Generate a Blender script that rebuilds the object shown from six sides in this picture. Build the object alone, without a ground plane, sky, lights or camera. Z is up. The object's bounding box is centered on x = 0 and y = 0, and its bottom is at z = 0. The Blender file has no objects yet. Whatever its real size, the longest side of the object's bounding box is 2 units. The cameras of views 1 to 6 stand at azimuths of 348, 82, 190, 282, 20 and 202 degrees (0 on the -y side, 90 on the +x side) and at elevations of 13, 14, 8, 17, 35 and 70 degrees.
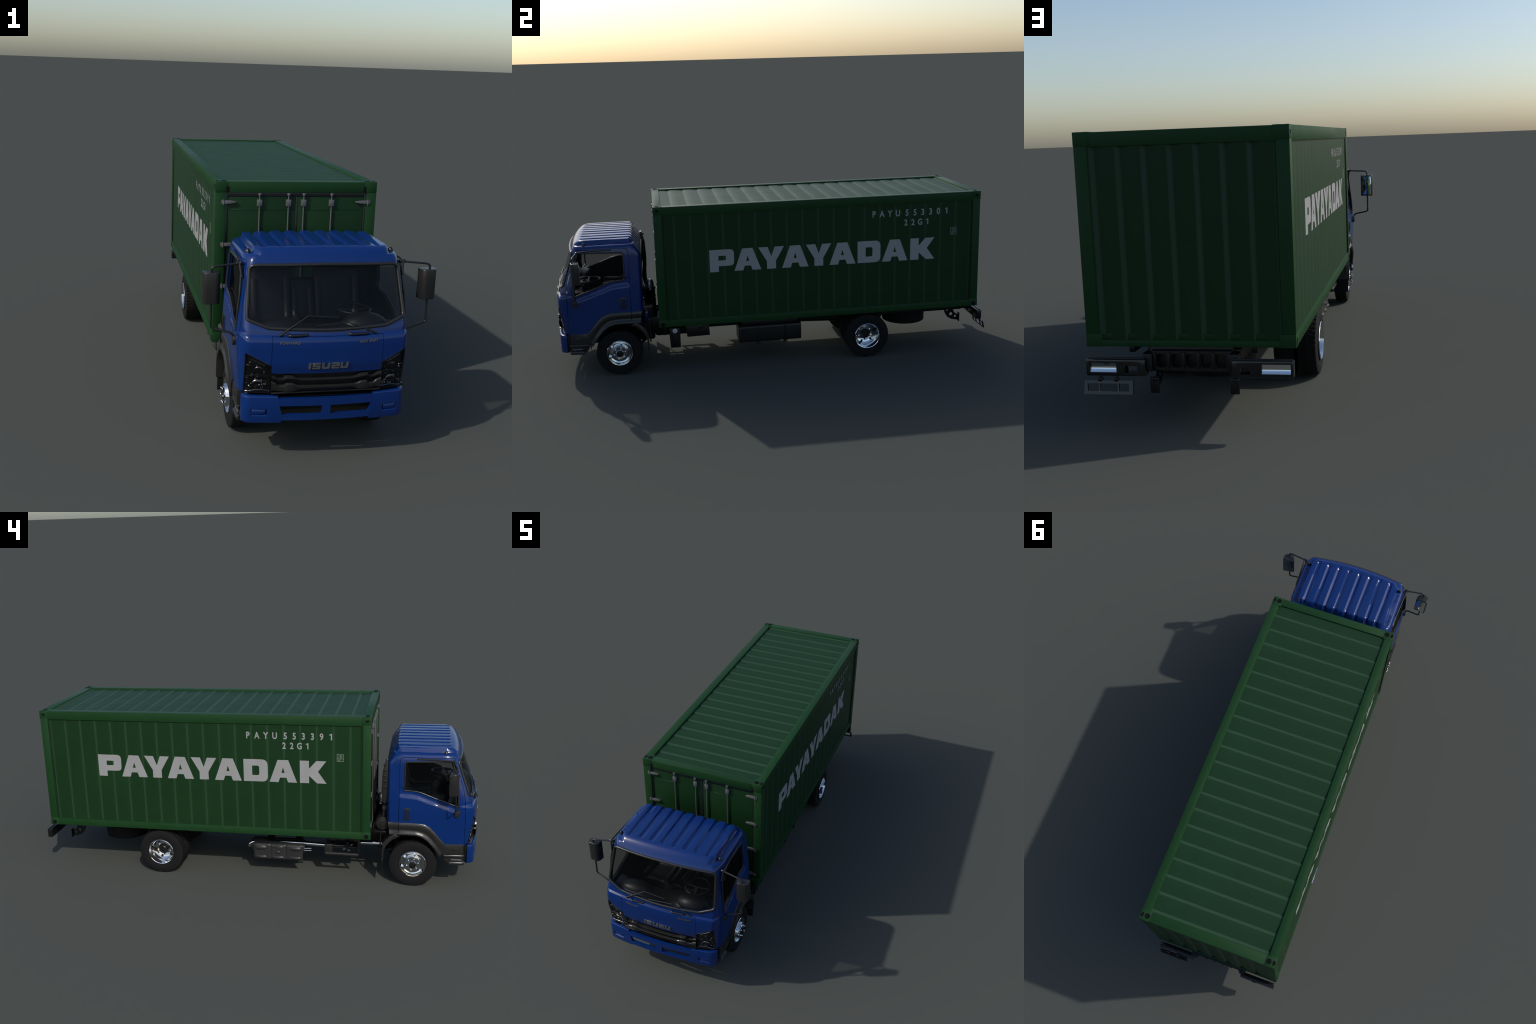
import bpy, bmesh, math, random
from mathutils import Vector, Matrix
R = random.Random(7)
SC = bpy.context.scene.collection

# ------------------------------------------------------------------ materials
def mat(name, col, rough=.5, metal=0., spec=.5, coat=0., coat_rough=.05, noise=0., scale=30., bump=0., bump_scale=200., ior=None):
    m = bpy.data.materials.new(name); m.use_nodes = True
    nt = m.node_tree; b = nt.nodes['Principled BSDF']
    b.inputs['Base Color'].default_value = (*col, 1)
    b.inputs['Roughness'].default_value = rough
    b.inputs['Metallic'].default_value = metal
    b.inputs['Specular IOR Level'].default_value = spec
    b.inputs['Coat Weight'].default_value = coat
    b.inputs['Coat Roughness'].default_value = coat_rough
    tc = nt.nodes.new('ShaderNodeTexCoord')
    if noise:
        n = nt.nodes.new('ShaderNodeTexNoise'); n.inputs['Scale'].default_value = scale; n.inputs['Detail'].default_value = 5
        nt.links.new(tc.outputs['Object'], n.inputs['Vector'])
        mx = nt.nodes.new('ShaderNodeMix'); mx.data_type = 'RGBA'
        mx.inputs['A'].default_value = (*[c*(1-noise) for c in col], 1)
        mx.inputs['B'].default_value = (*[c*(1+noise) for c in col], 1)
        nt.links.new(n.outputs['Fac'], mx.inputs['Factor'])
        nt.links.new(mx.outputs['Result'], b.inputs['Base Color'])
        mr = nt.nodes.new('ShaderNodeMapRange'); mr.inputs['To Min'].default_value = rough*.85; mr.inputs['To Max'].default_value = min(1, rough*1.15)
        nt.links.new(n.outputs['Fac'], mr.inputs['Value']); nt.links.new(mr.outputs['Result'], b.inputs['Roughness'])
    if bump:
        n2 = nt.nodes.new('ShaderNodeTexNoise'); n2.inputs['Scale'].default_value = bump_scale
        nt.links.new(tc.outputs['Object'], n2.inputs['Vector'])
        bp = nt.nodes.new('ShaderNodeBump'); bp.inputs['Strength'].default_value = bump; bp.inputs['Distance'].default_value = .002
        nt.links.new(n2.outputs['Fac'], bp.inputs['Height']); nt.links.new(bp.outputs['Normal'], b.inputs['Normal'])
    return m

def rib_mat(name, col, light, axis, start, period, width, rough):
    """painted steel whose pressed ribs carry a lighter line in the colour"""
    m = mat(name, col, rough, spec=.18, noise=.10, scale=9.)
    nt = m.node_tree; b = nt.nodes['Principled BSDF']
    base = b.inputs['Base Color'].links[0].from_socket
    tc = nt.nodes.new('ShaderNodeTexCoord'); sp = nt.nodes.new('ShaderNodeSeparateXYZ')
    nt.links.new(tc.outputs['Object'], sp.inputs[0])
    def math_(op, a, v):
        n = nt.nodes.new('ShaderNodeMath'); n.operation = op
        nt.links.new(a, n.inputs[0]); n.inputs[1].default_value = v; return n.outputs[0]
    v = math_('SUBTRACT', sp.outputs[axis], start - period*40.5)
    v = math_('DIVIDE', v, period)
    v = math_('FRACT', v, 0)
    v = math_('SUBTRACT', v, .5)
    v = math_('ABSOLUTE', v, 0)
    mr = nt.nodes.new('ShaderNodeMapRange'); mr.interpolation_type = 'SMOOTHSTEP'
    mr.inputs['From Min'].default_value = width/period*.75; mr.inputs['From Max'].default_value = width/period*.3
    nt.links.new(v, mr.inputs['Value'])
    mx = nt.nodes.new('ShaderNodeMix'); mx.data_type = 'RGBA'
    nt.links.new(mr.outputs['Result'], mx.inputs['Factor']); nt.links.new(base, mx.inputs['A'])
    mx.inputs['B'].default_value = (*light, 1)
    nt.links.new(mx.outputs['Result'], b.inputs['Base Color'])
    return m

RIB = .0718
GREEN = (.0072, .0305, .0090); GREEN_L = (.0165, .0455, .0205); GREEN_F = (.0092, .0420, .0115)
M_blue = mat('blue_paint', (.0022, .0220, .124), .17, spec=.5, noise=.03, scale=6)
M_green = mat('green_frame_paint', GREEN_F, .5, spec=.18, noise=.10, scale=10)
M_doorgreen = mat('green_door_paint', GREEN, .45, spec=.18, noise=.10, scale=8)
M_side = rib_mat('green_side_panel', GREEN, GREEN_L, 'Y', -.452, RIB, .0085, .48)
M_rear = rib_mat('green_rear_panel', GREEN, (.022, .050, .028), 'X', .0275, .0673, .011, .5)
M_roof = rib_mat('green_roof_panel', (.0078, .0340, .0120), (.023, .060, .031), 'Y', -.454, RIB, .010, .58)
M_white = mat('white_lettering', (.27, .27, .27), .55, noise=.06, scale=25)
M_mark = mat('pale_marking', (.17, .21, .17), .55)
M_grey = mat('grey_plastic', (.0175, .0172, .0168), .27, noise=.03, scale=12)
M_dark = mat('dark_trim', (.012, .012, .012), .3)
M_black = mat('black_steel', (.0045, .0045, .005), .42, spec=.35, noise=.25, scale=25)
M_frame = mat('chassis_steel', (.0065, .0066, .0072), .38, spec=.4, noise=.2, scale=20)
M_rubber = mat('tyre_rubber', (.0072, .0072, .0072), .8, spec=.2, noise=.12, scale=60, bump=.15)
M_chrome = mat('polished_chrome', (.72, .73, .75), .07, metal=1.)
M_badge = mat('satin_badge', (.55, .55, .54), .22, metal=1.)
M_steel = mat('galvanised_steel', (.12, .12, .125), .42, metal=.25, noise=.1, scale=40)
M_shield = mat('muffler_shield', (.028, .028, .028), .45, metal=.3, noise=.1)
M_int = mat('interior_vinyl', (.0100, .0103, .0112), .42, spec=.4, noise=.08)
M_darkplate = mat('dark_plate', (.0045, .0045, .0055), .8, spec=.1)  # near-black for plates and strips that stand in for openings
M_lens = mat('lamp_lens_white', (.45, .47, .5), .2)
M_hl = mat('headlamp_black', (.008, .008, .008), .15)
M_refl = mat('lamp_reflector', (.42, .41, .40), .25, metal=1., bump=.5, bump_scale=260)
M_alu = mat('brushed_aluminium', (.62, .62, .63), .40, metal=1.)
M_gloss = mat('glossy_black', (.006, .006, .0065), .16, spec=.6)
M_mirror = mat('mirror_glass', (.85, .86, .88), .02, metal=1.)
def glass(name, cover):
    m = mat(name, (.004, .005, .006), .03, spec=.35)
    m.node_tree.nodes['Principled BSDF'].inputs['Alpha'].default_value = cover
    return m
M_glass = glass('tinted_glass', .42); M_clear = glass('side_glass', .36); M_lensglass = glass('lens_glass', .35)

# ------------------------------------------------------------------ mesh helpers
def finish(o, m=None, smooth=None, parent=None):
    if m is not None:
        o.data.materials.clear(); o.data.materials.append(m)
    if smooth is not None:
        o.data.shade_smooth(); o.data.set_sharp_from_angle(angle=math.radians(smooth))
    if parent is not None: o.parent = parent
    return o
def new(name, me):
    o = bpy.data.objects.new(name, me); SC.objects.link(o); return o
def pyd(name, v, f, m=None, smooth=None, parent=None):
    me = bpy.data.meshes.new(name); me.from_pydata([tuple(p) for p in v], [], f); me.update()
    bm = bmesh.new(); bm.from_mesh(me); bmesh.ops.recalc_face_normals(bm, faces=bm.faces); bm.to_mesh(me); bm.free()
    return finish(new(name, me), m, smooth, parent)
def from_bm(name, bm, m=None, smooth=None, parent=None):
    bmesh.ops.recalc_face_normals(bm, faces=bm.faces)
    me = bpy.data.meshes.new(name); bm.to_mesh(me); bm.free()
    return finish(new(name, me), m, smooth, parent)
def bevel_bm(bm, r, seg=2, ang=30):
    es = [e for e in bm.edges if len(e.link_faces) == 2 and e.calc_face_angle(0) > math.radians(ang)]
    if r > 0 and es: bmesh.ops.bevel(bm, geom=es, offset=r, segments=seg, affect='EDGES', profile=.5, clamp_overlap=True)
def box(name, lo, hi, m=None, r=.0015, seg=2, parent=None):
    bm = bmesh.new(); bmesh.ops.create_cube(bm, size=1)
    for v in bm.verts:
        v.co = Vector([(lo[i]+hi[i])/2 + v.co[i]*(hi[i]-lo[i]) for i in range(3)])
    bevel_bm(bm, r, seg)
    return from_bm(name, bm, m, 40, parent)
def prism(name, poly, axis, a, b, m=None, r=0., seg=2, parent=None, smooth=40):
    """polygon in the two other axes (in xyz order) extruded along axis from a to b"""
    n = len(poly)
    def pt(p, t): return {'x': (t, p[0], p[1]), 'y': (p[0], t, p[1]), 'z': (p[0], p[1], t)}[axis]
    bm = bmesh.new()
    A = [bm.verts.new(pt(p, a)) for p in poly]; B = [bm.verts.new(pt(p, b)) for p in poly]
    bm.faces.new(A); bm.faces.new(B[::-1])
    for i in range(n): bm.faces.new((A[i], A[(i+1) % n], B[(i+1) % n], B[i]))
    bmesh.ops.recalc_face_normals(bm, faces=bm.faces)
    bevel_bm(bm, r, seg)
    return from_bm(name, bm, m, smooth, parent)
def round_poly(poly, r, seg=4):
    """round the corners of a polygon; r a number or a list"""
    out = []; n = len(poly)
    for i, p in enumerate(poly):
        rr = r[i] if isinstance(r, (list, tuple)) else r
        P = Vector(p); a = Vector(poly[i-1])-P; b = Vector(poly[(i+1) % n])-P
        d = min(rr, a.length*.48, b.length*.48)
        if d < 1e-5: out.append(tuple(P)); continue
        p0 = P+a.normalized()*d; p2 = P+b.normalized()*d
        for k in range(seg+1):
            t = k/seg; out.append(tuple(p0*(1-t)**2+P*2*t*(1-t)+p2*t*t))
    return out
def smooth_path(pts, r, seg=5):
    out = [Vector(pts[0])]
    for i in range(1, len(pts)-1):
        P = Vector(pts[i]); a = Vector(pts[i-1])-P; b = Vector(pts[i+1])-P
        d = min(r, a.length*.48, b.length*.48)
        p0 = P+a.normalized()*d; p2 = P+b.normalized()*d
        for k in range(seg+1):
            t = k/seg; out.append(p0*(1-t)**2+P*2*t*(1-t)+p2*t*t)
    out.append(Vector(pts[-1])); return out
def tube(name, pts, r, m=None, closed=False, n=10, parent=None, flat=1.):
    """round (or flattened) bar along a path"""
    pts = [Vector(p) for p in pts]; N = len(pts); v = []; f = []
    up = None
    for i, p in enumerate(pts):
        a = pts[i-1] if (i > 0 or closed) else p; b = pts[(i+1) % N] if (i < N-1 or closed) else p
        t = (b-a).normalized()
        if up is None: up = t.orthogonal().normalized()
        up = (up - t*up.dot(t)).normalized(); s = t.cross(up)
        rr = r(i/(N-1)) if callable(r) else r
        for k in range(n):
            c = 2*math.pi*k/n; v.append(p+up*math.cos(c)*rr*flat+s*math.sin(c)*rr)
    M_ = N if closed else N-1
    for i in range(M_):
        j = (i+1) % N
        for k in range(n): f.append((i*n+k, i*n+(k+1) % n, j*n+(k+1) % n, j*n+k))
    if not closed:
        f.append(tuple(range(n))[::-1]); f.append(tuple((N-1)*n+k for k in range(n)))
    return pyd(name, v, f, m, 50, parent)
def lathe(name, prof, m=None, seg=48, parent=None, axis='x', closed=False, smooth=35):
    """profile of (axial, radius) turned round an axis through the origin"""
    v = []; f = []; n = len(prof)
    for k in range(seg):
        c = 2*math.pi*k/seg
        for a, r in prof:
            q = (a, r*math.cos(c), r*math.sin(c))
            v.append(q if axis == 'x' else (q[1], q[2], q[0]) if axis == 'z' else (q[2], q[0], q[1]))
    for k in range(seg):
        k2 = (k+1) % seg
        for i in range(n if closed else n-1):
            i2 = (i+1) % n; f.append((k*n+i, k*n+i2, k2*n+i2, k2*n+i))
    if not closed:
        if prof[0][1] > 1e-4: f.append(tuple(k*n for k in range(seg)))
        if prof[-1][1] > 1e-4: f.append(tuple(k*n+n-1 for k in range(seg)))
    me = bpy.data.meshes.new(name); me.from_pydata(v, [], f)
    bm = bmesh.new(); bm.from_mesh(me); bmesh.ops.remove_doubles(bm, verts=bm.verts, dist=1e-6)
    bm.to_mesh(me); bm.free()
    o = new(name, me)
    bm = bmesh.new(); bm.from_mesh(me); bmesh.ops.recalc_face_normals(bm, faces=bm.faces); bm.to_mesh(me); bm.free()
    return finish(o, m, smooth, parent)
def grid(name, nu, nv, fn, m=None, smooth=60, parent=None, thick=0.):
    v = [fn(i/(nu-1), j/(nv-1)) for i in range(nu) for j in range(nv)]
    f = [(i*nv+j, i*nv+j+1, (i+1)*nv+j+1, (i+1)*nv+j) for i in range(nu-1) for j in range(nv-1)]
    o = pyd(name, v, f, m, smooth, parent)
    if thick:
        md = o.modifiers.new('s', 'SOLIDIFY'); md.thickness = thick; md.offset = 0; apply(o)
        finish(o, None, smooth)
    return o
def apply(o):
    dg = bpy.context.evaluated_depsgraph_get(); dg.update()
    me = bpy.data.meshes.new_from_object(o.evaluated_get(dg), depsgraph=dg)
    o.modifiers.clear(); o.data = me
def boolean(o, cut, op='DIFFERENCE', keep=False):
    md = o.modifiers.new('b', 'BOOLEAN'); md.operation = op; md.solver = 'EXACT'; md.object = cut
    apply(o)
    if not keep: bpy.data.objects.remove(cut)
    return o
def dup(o, name=None, parent='same'):
    c = o.copy(); c.data = o.data.copy(); SC.objects.link(c)
    if name: c.name = name
    if parent != 'same': c.parent = parent
    return c
def link(o, **kw):
    c = o.copy(); SC.objects.link(c)
    for k, v in kw.items(): setattr(c, k, v)
    return c
def mirror(o):
    """copy mirrored to the other side (x -> -x), own mesh so normals stay right"""
    me = o.data.copy(); c = o.copy(); c.data = me; SC.objects.link(c)
    me.transform(Matrix.Scale(-1, 4, (1, 0, 0))); me.flip_normals()
    return c
def join(name, objs, parent=None):
    bm = bmesh.new(); mats = []
    for o in objs:
        t = bmesh.new(); t.from_mesh(o.data); t.transform(o.matrix_basis)
        mi = []
        for mm in o.data.materials:
            if mm not in mats: mats.append(mm)
            mi.append(mats.index(mm))
        for fc in t.faces: fc.material_index = mi[min(fc.material_index, len(mi)-1)] if mi else 0
        tmp = bpy.data.meshes.new('t'); t.to_mesh(tmp); t.free()
        bm.from_mesh(tmp); bpy.data.meshes.remove(tmp)
    me = bpy.data.meshes.new(name); bm.to_mesh(me); bm.free()
    for mm in mats: me.materials.append(mm)
    for o in objs: bpy.data.objects.remove(o)
    o = new(name, me)
    if parent: o.parent = parent
    return o
def sst(a, b, x):
    t = max(0., min(1., (x-a)/(b-a))); return t*t*(3-2*t)
def interp(tab, x):
    if x <= tab[0][0]: return tab[0][1]
    for (a, p), (b, q) in zip(tab, tab[1:]):
        if x <= b: return p+(q-p)*(x-a)/(b-a)
    return tab[-1][1]

# ------------------------------------------------------------------ the truck
truck = bpy.data.objects.new('cargo_truck', None); SC.objects.link(truck)
truck['label'] = 'blue cab-over truck carrying a green corrugated shipping container'
truck['category'] = 'truck'

# ================================================================== CONTAINER
CX, CY0, CY1, CZ0, CZ1 = .2745, -.5402, .9575, .2188, .7672
PW = .0355                                   # corner post width
core = box('cargo_container', (-.258, -.525, .232), (.258, .942, .748), M_green, 0, parent=truck)
cont = core
def cbox(name, lo, hi, r=.0005, m=M_green): return box(name, lo, hi, m, r, parent=cont)
for sx in (-1, 1):
    a, b = sorted((sx*CX, sx*(CX-.034)))
    for y0, y1 in ((CY0+.0012, CY0+PW), (CY1-PW, CY1-.0012)):
        cbox('corner_post', (a, y0, CZ0+.034), (b, y1, CZ1-.034))
    cbox('top_side_rail', (a+.0006, CY0+PW, .7285), (b-.0006, CY1-PW, CZ1-.0004))
    cbox('bottom_side_rail', (a+.0006, CY0+PW, CZ0), (b-.0006, CY1-PW, .2505))
cbox('front_header', (-CX+.0345, CY0+.0006, .731), (CX-.0345, CY0+PW-.0008, CZ1-.0008))
cbox('front_sill', (-CX+.0345, CY0+.0006, CZ0+.001), (CX-.0345, CY0+PW-.001, .2475))
cbox('rear_header', (-CX+.0345, CY1-PW-.004, .730), (CX-.0345, CY1-.0006, CZ1-.0008))
cbox('rear_sill', (-CX+.0345, CY1-PW, CZ0+.001), (CX-.0345, CY1-.0006, .236))
# corner castings; dark discs on their faces stand in for open apertures
def disc(name, c, ax, ra, rb, m=M_darkplate, cut=None):
    """thin oval plug; ax = outward axis, ra/rb = radii along the two other axes; cut flattens the top"""
    pts = []
    for k in range(24):
        t = 2*math.pi*k/24; p = [ra*math.cos(t), rb*math.sin(t)]
        if cut is not None: p[1] = min(p[1], cut)
        pts.append(p)
    i = 'xyz'.index(ax); o = [j for j in range(3) if j != i]
    poly = [(c[o[0]]+p[0], c[o[1]]+p[1]) for p in pts]
    return prism(name, poly, ax, c[i]-.0004, c[i]+.0004, m, parent=cont)
for sx in (-1, 1):
    for y0, y1, yo in ((CY0, CY0+.040, CY0), (CY1-.040, CY1, CY1)):
        for z0, z1, top in ((CZ0-.0002, CZ0+.034, 0), (CZ1-.0345, CZ1+.0002, 1)):
            a, b = sorted((sx*(CX+.0002), sx*(CX-.041)))
            sy = -1 if yo == CY0 else 1
            cbox('corner_casting', (a, min(y0, y1)-(.0002 if sy < 0 else 0), z0), (b, max(y0, y1)+(.0002 if sy > 0 else 0), z1), .0005)
            yc = CY0+.0175 if sy < 0 else CY1-.0185
            disc('casting_disc', (sx*(CX+.0003), yc, CZ1-.0135 if top else CZ0+.0125), 'x', .0082 if top else .0098, .0090 if top else .0100, cut=.0010 if top else None)
            if top:
                disc('casting_disc', (sx*.2460, yc, CZ1+.0003), 'z', .0105, .0105)
                disc('casting_disc', (sx*.2672, yc, CZ1+.0003), 'z', .0052, .0100)
        
# --- pressed ribs: one narrow steep flank, one wide shallow flank
DEP = .0009
def rib(s, start, period, wn, ww):
    """outward offset 0..DEP; a narrow flank centred on start + k*period"""
    t = ((s-start)/period) % 1.0; n = wn/period/2; w = ww/period
    m0 = .47
    if t < n: return DEP*(.5+.5*t/n)
    if t > 1-n: return DEP*(.5-.5*(1-t)/n)
    if t < m0: return DEP
    if t < m0+w: return DEP*(1-(t-m0)/w)
    return 0.
def rib_breaks(a, b, start, period, wn, ww):
    out = {a, b}
    k = math.floor((a-start)/period)-1
    while start+k*period < b+period:
        for d in (-wn/2, wn/2, .47*period, .47*period+ww):
            s = start+k*period+d
            if a < s < b: out.add(s)
        k += 1
    return sorted(out)
def panel(name, a, b, c, d, start, period, wn, ww, place, m):
    ss = rib_breaks(a, b, start, period, wn, ww); v = []; f = []
    for s in ss:
        o = rib(s, start, period, wn, ww)
        v += [place(s, c, o), place(s, d, o)]
    for i in range(len(ss)-1): f.append((2*i, 2*i+1, 2*i+3, 2*i+2))
    return pyd(name, v, f, m, 20, cont)
XS = CX-.0062                                # side panel inner plane
YA, YB = CY0+PW-.002, CY1-PW+.002
SIDE = dict(start=-.452, period=RIB, wn=.0085, ww=.020)
for sx in (-1, 1):
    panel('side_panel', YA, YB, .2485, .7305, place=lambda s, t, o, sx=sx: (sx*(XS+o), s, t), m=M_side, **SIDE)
REAR = dict(start=.0275, period=.0673, wn=.012, ww=.028)
panel('rear_panel', -.2415, .2415, .2345, .732, place=lambda s, t, o: (s, CY1-.0098+o*8.0, t), m=M_rear, **REAR)
ROOF = dict(start=-.454, period=RIB, wn=.010, ww=.030)
panel('roof_panel', CY0+PW-.002, CY1-PW-.002, -.242, .242, place=lambda s, t, o: (t, s, CZ1-.0090+o*3.0), m=M_roof, **ROOF)
# rubbing plate at the foot of the rear panel, little weld tabs at rib heads
box('rear_foot_plate', (-.2425, CY1-.0075, .2355), (.2425, CY1-.0052, .2525), M_doorgreen, .0004, parent=cont)
for sx in (-1, 1):
    for s, w in ((CY0+PW+.0068, .0012), (CY1-PW-.0070, .0014)):
        box('panel_seam', (min(sx*XS, sx*(XS+.0042)), s-w/2, .2505), (max(sx*XS, sx*(XS+.0042)), s+w/2, .7285), M_dark, .0003, 1, parent=cont)

# --- door end (faces the cab)
YD = CY0+.007
for sx in (-1, 1):
    a, b = sorted((sx*.0035, sx*.2335))
    box('cargo_door', (a, YD, .2495), (b, YD+.012, .7165), M_doorgreen, .002, parent=cont)
    a, b = sorted((sx*.2335, sx*.2405))
    box('door_gasket', (a, YD-.0015, .2480), (b, YD+.010, .7300), M_dark, .001, parent=cont)
    a, b = sorted((sx*.2295, sx*.2385))
    prism('slot_plate', round_poly([(a, .7305), (b, .7305), (b, .7515), (a, .7515)], .004), 'y', CY0-.0004, CY0+.002, M_darkplate, parent=cont)  # dark raised plate in place of an open slot
    for z in (.699, .557, .415, .275):
        h = prism('hinge', round_poly([(sx*.2545, z-.0065), (sx*.2545, z+.0065), (sx*.222, z+.005), (sx*.2035, z+.0015), (sx*.2035, z-.0015), (sx*.222, z-.005)], .002), 'y', CY0-.0012, YD+.001, M_steel, .0008, parent=cont)
        tube('hinge_pin', [(sx*.2465, CY0, z-.009), (sx*.2465, CY0, z+.009)], .0026, M_steel, parent=cont)
box('door_gasket', (-.2335, YD-.0015, .7165), (.2335, YD+.010, .7305), M_dark, .001, parent=cont)
box('door_gasket', (-.0033, YD-.001, .2495), (.0033, YD+.010, .7163), M_dark, .0008, parent=cont)
for sx in (-1, 1):                           # pressed swages across the doors
    for z in (.672, .50, .33):
        a, b = sorted((sx*.012, sx*.225))
        box('door_swage', (a, YD-.0007, z-.0012), (b, YD+.002, z+.0012), M_doorgreen, .0005, 1, parent=cont)
for x in (-.1265, -.0285, .0235, .1195):
    tube('lock_rod', [(x, CY0+.0025, .236), (x, CY0+.0025, .7290)], .0025, M_steel, parent=cont)
    for z0, z1, w in ((.685, .7075, .0085),):
        box('rod_bracket', (x-w, CY0-.0015, z0), (x+w, YD+.001, z1), M_steel, .0015, parent=cont)
    lathe_cam = lathe('rod_cam', [(-.004, .0), (-.004, .0058), (.003, .0058), (.003, 0)], M_steel, 16, cont, 'z')
    lathe_cam.location = (x, CY0+.0005, .7265)

# --- lettering laid over the ribs
def flat_shape(name, polys):
    cu = bpy.data.curves.new(name, 'CURVE'); cu.dimensions = '2D'; cu.fill_mode = 'FRONT'
    for p in polys:
        s = cu.splines.new('POLY'); s.points.add(len(p)-1); s.use_cyclic_u = True
        for q, pt in zip(p, s.points): pt.co = (q[0], q[1], 0, 1)
    return cu
def curve_mesh(cu):
    o = bpy.data.objects.new('t', cu); SC.objects.link(o)
    dg = bpy.context.evaluated_depsgraph_get(); dg.update()
    me = bpy.data.meshes.new_from_object(o.evaluated_get(dg), depsgraph=dg)
    bpy.data.objects.remove(o); return me
def text_mesh(s, size, bold=0., width=1., spacing=1., extrude=0.):
    cu = bpy.data.curves.new('t', 'FONT'); cu.body = s; cu.size = size; cu.offset = bold; cu.space_character = spacing
    cu.extrude = extrude; cu.resolution_u = 4
    me = curve_mesh(cu); me.transform(Matrix.Diagonal((width, 1, 1, 1))); return me
def lay(name, me, s0, z0, sx, m, rise=.0006):
    """glyph mesh (u right, v up) laid on the side panel of side sx, draped over the ribs"""
    bm = bmesh.new(); bm.from_mesh(me)
    bmesh.ops.remove_doubles(bm, verts=bm.verts, dist=1e-6)
    d = sx                                   # reading direction along y
    u0 = min(v.co.x for v in bm.verts); u1 = max(v.co.x for v in bm.verts)
    ya, yb = sorted((s0+d*u0, s0+d*u1))
    for y in rib_breaks(ya, yb, **SIDE):
        bmesh.ops.bisect_plane(bm, geom=bm.verts[:]+bm.edges[:]+bm.faces[:], plane_co=((y-s0)*d, 0, 0), plane_no=(1, 0, 0), dist=1e-7)
    for v in bm.verts:
        y = s0+d*v.co.x; v.co = (sx*(XS+rib(y, **SIDE)+rise), y, z0+v.co.y)
    bm.normal_update()
    for f in bm.faces:
        if f.normal.x*sx < 0: f.normal_flip()
    me2 = bpy.data.meshes.new(name); bm.to_mesh(me2); bm.free()
    return finish(new(name, me2), m, 20, cont)
H = .1015
def gA(w=.122):
    h = H; return [[(0, 0), (.040, 0), (.047, .021), (w-.047, .021), (w-.040, 0), (w, 0), (w-.0375, h), (.0375, h)],
                   [(.054, .043), (w-.054, .043), (w/2, .068)]]
def gY(w=.1175):
    h = H; return [[(w/2-.0205, 0), (w/2+.0205, 0), (w/2+.0205, .036), (w, h), (w-.043, h), (w/2, .058), (.043, h), (0, h), (w/2-.0205, .036)]]
def gP(w=.110):
    h = H; o = round_poly([(0, 0), (.040, 0), (.040, .026), (w, .026), (w, h), (0, h)], [0, 0, 0, .020, .020, 0])
    return [o, round_poly([(.040, .052), (.073, .052), (.073, .073), (.040, .073)], [0, .004, .004, 0])]
def gD(w=.108):
    h = H; o = round_poly([(0, 0), (w, 0), (w, h), (0, h)], [0, .026, .026, 0])
    return [o, round_poly([(.038, .029), (.070, .029), (.070, .072), (.038, .072)], [0, .008, .008, 0])]
def gK(w=.115):
    h = H; return [[(0, 0), (.040, 0), (.040, .034), (.075, 0), (w+.001, 0), (.079, .053), (w, h), (.072, h), (.040, .066), (.040, h), (0, h)]]
def code_glyph(ch, size):
    if ch == '1':
        h = .70*size; w = .0052
        return curve_mesh(flat_shape('g', [[(0, 0), (w, 0), (w, h), (.0015, h), (-.0062, h*.86), (-.0062, h*.70), (0, h*.80)]]))
    return text_mesh(ch, size, .0011, .80)
WORD = [(gP, 0), (gA, .110), (gY, .220), (gA, .327), (gY, .438), (gA, .546), (gD, .678), (gA, .793), (gK, .928)]
for sx, s0, z0 in ((-1, .6945, .4675), (1, -.3015, .4600)):
    for g, u in WORD:
        lay('cargo_letter', curve_mesh(flat_shape('g', g())), s0+sx*u, z0, sx, M_white)
    # identification code, type code and small framed mark
    code, u_first, u_last, zc = ('PAYU553391', .0010, -.374, .6635) if sx < 0 else ('PAYU553301', .445, .801, .6700)
    for i, ch in enumerate(code):
        me = code_glyph(ch, .0405)
        u0 = min(v.co.x for v in me.vertices); u1 = max(v.co.x for v in me.vertices)
        yc = u_first+sx*.009+(u_last-u_first-sx*.015)*(i+(.18 if i > 3 else 0))/9.18
        lay('code_letter', me, yc-sx*(u0+u1)/2, zc, sx, M_white)
    for i, ch in enumerate('22G1'):
        me = code_glyph(ch, .039)
        u0 = min(v.co.x for v in me.vertices); u1 = max(v.co.x for v in me.vertices)
        yc = (-.166 if sx < 0 else .604)+sx*.0335*i
        lay('code_letter', me, yc-sx*(u0+u1)/2, .6205 if sx < 0 else .6250, sx, M_white)
    yb = -.394 if sx < 0 else .818
    w, h, t = .0285, .034, .0020
    lay('framed_mark', curve_mesh(flat_shape('g', [[(0, 0), (w, 0), (w, h), (0, h)], [(t, .0125+t/2), (w-t, .0125+t/2), (w-t, h-t), (t, h-t)], [(t, t), (w-t, t), (w-t, .0125-t/2), (t, .0125-t/2)]])), yb, .5695, sx, M_mark)
    lay('framed_mark', text_mesh('10', .0185, .0003), yb+sx*.0045, .5695+.0165, sx, M_mark)
    lay('framed_mark', text_mesh('67', .0105, .0002), yb+sx*.0060, .5695+.0030, sx, M_mark)

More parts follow.
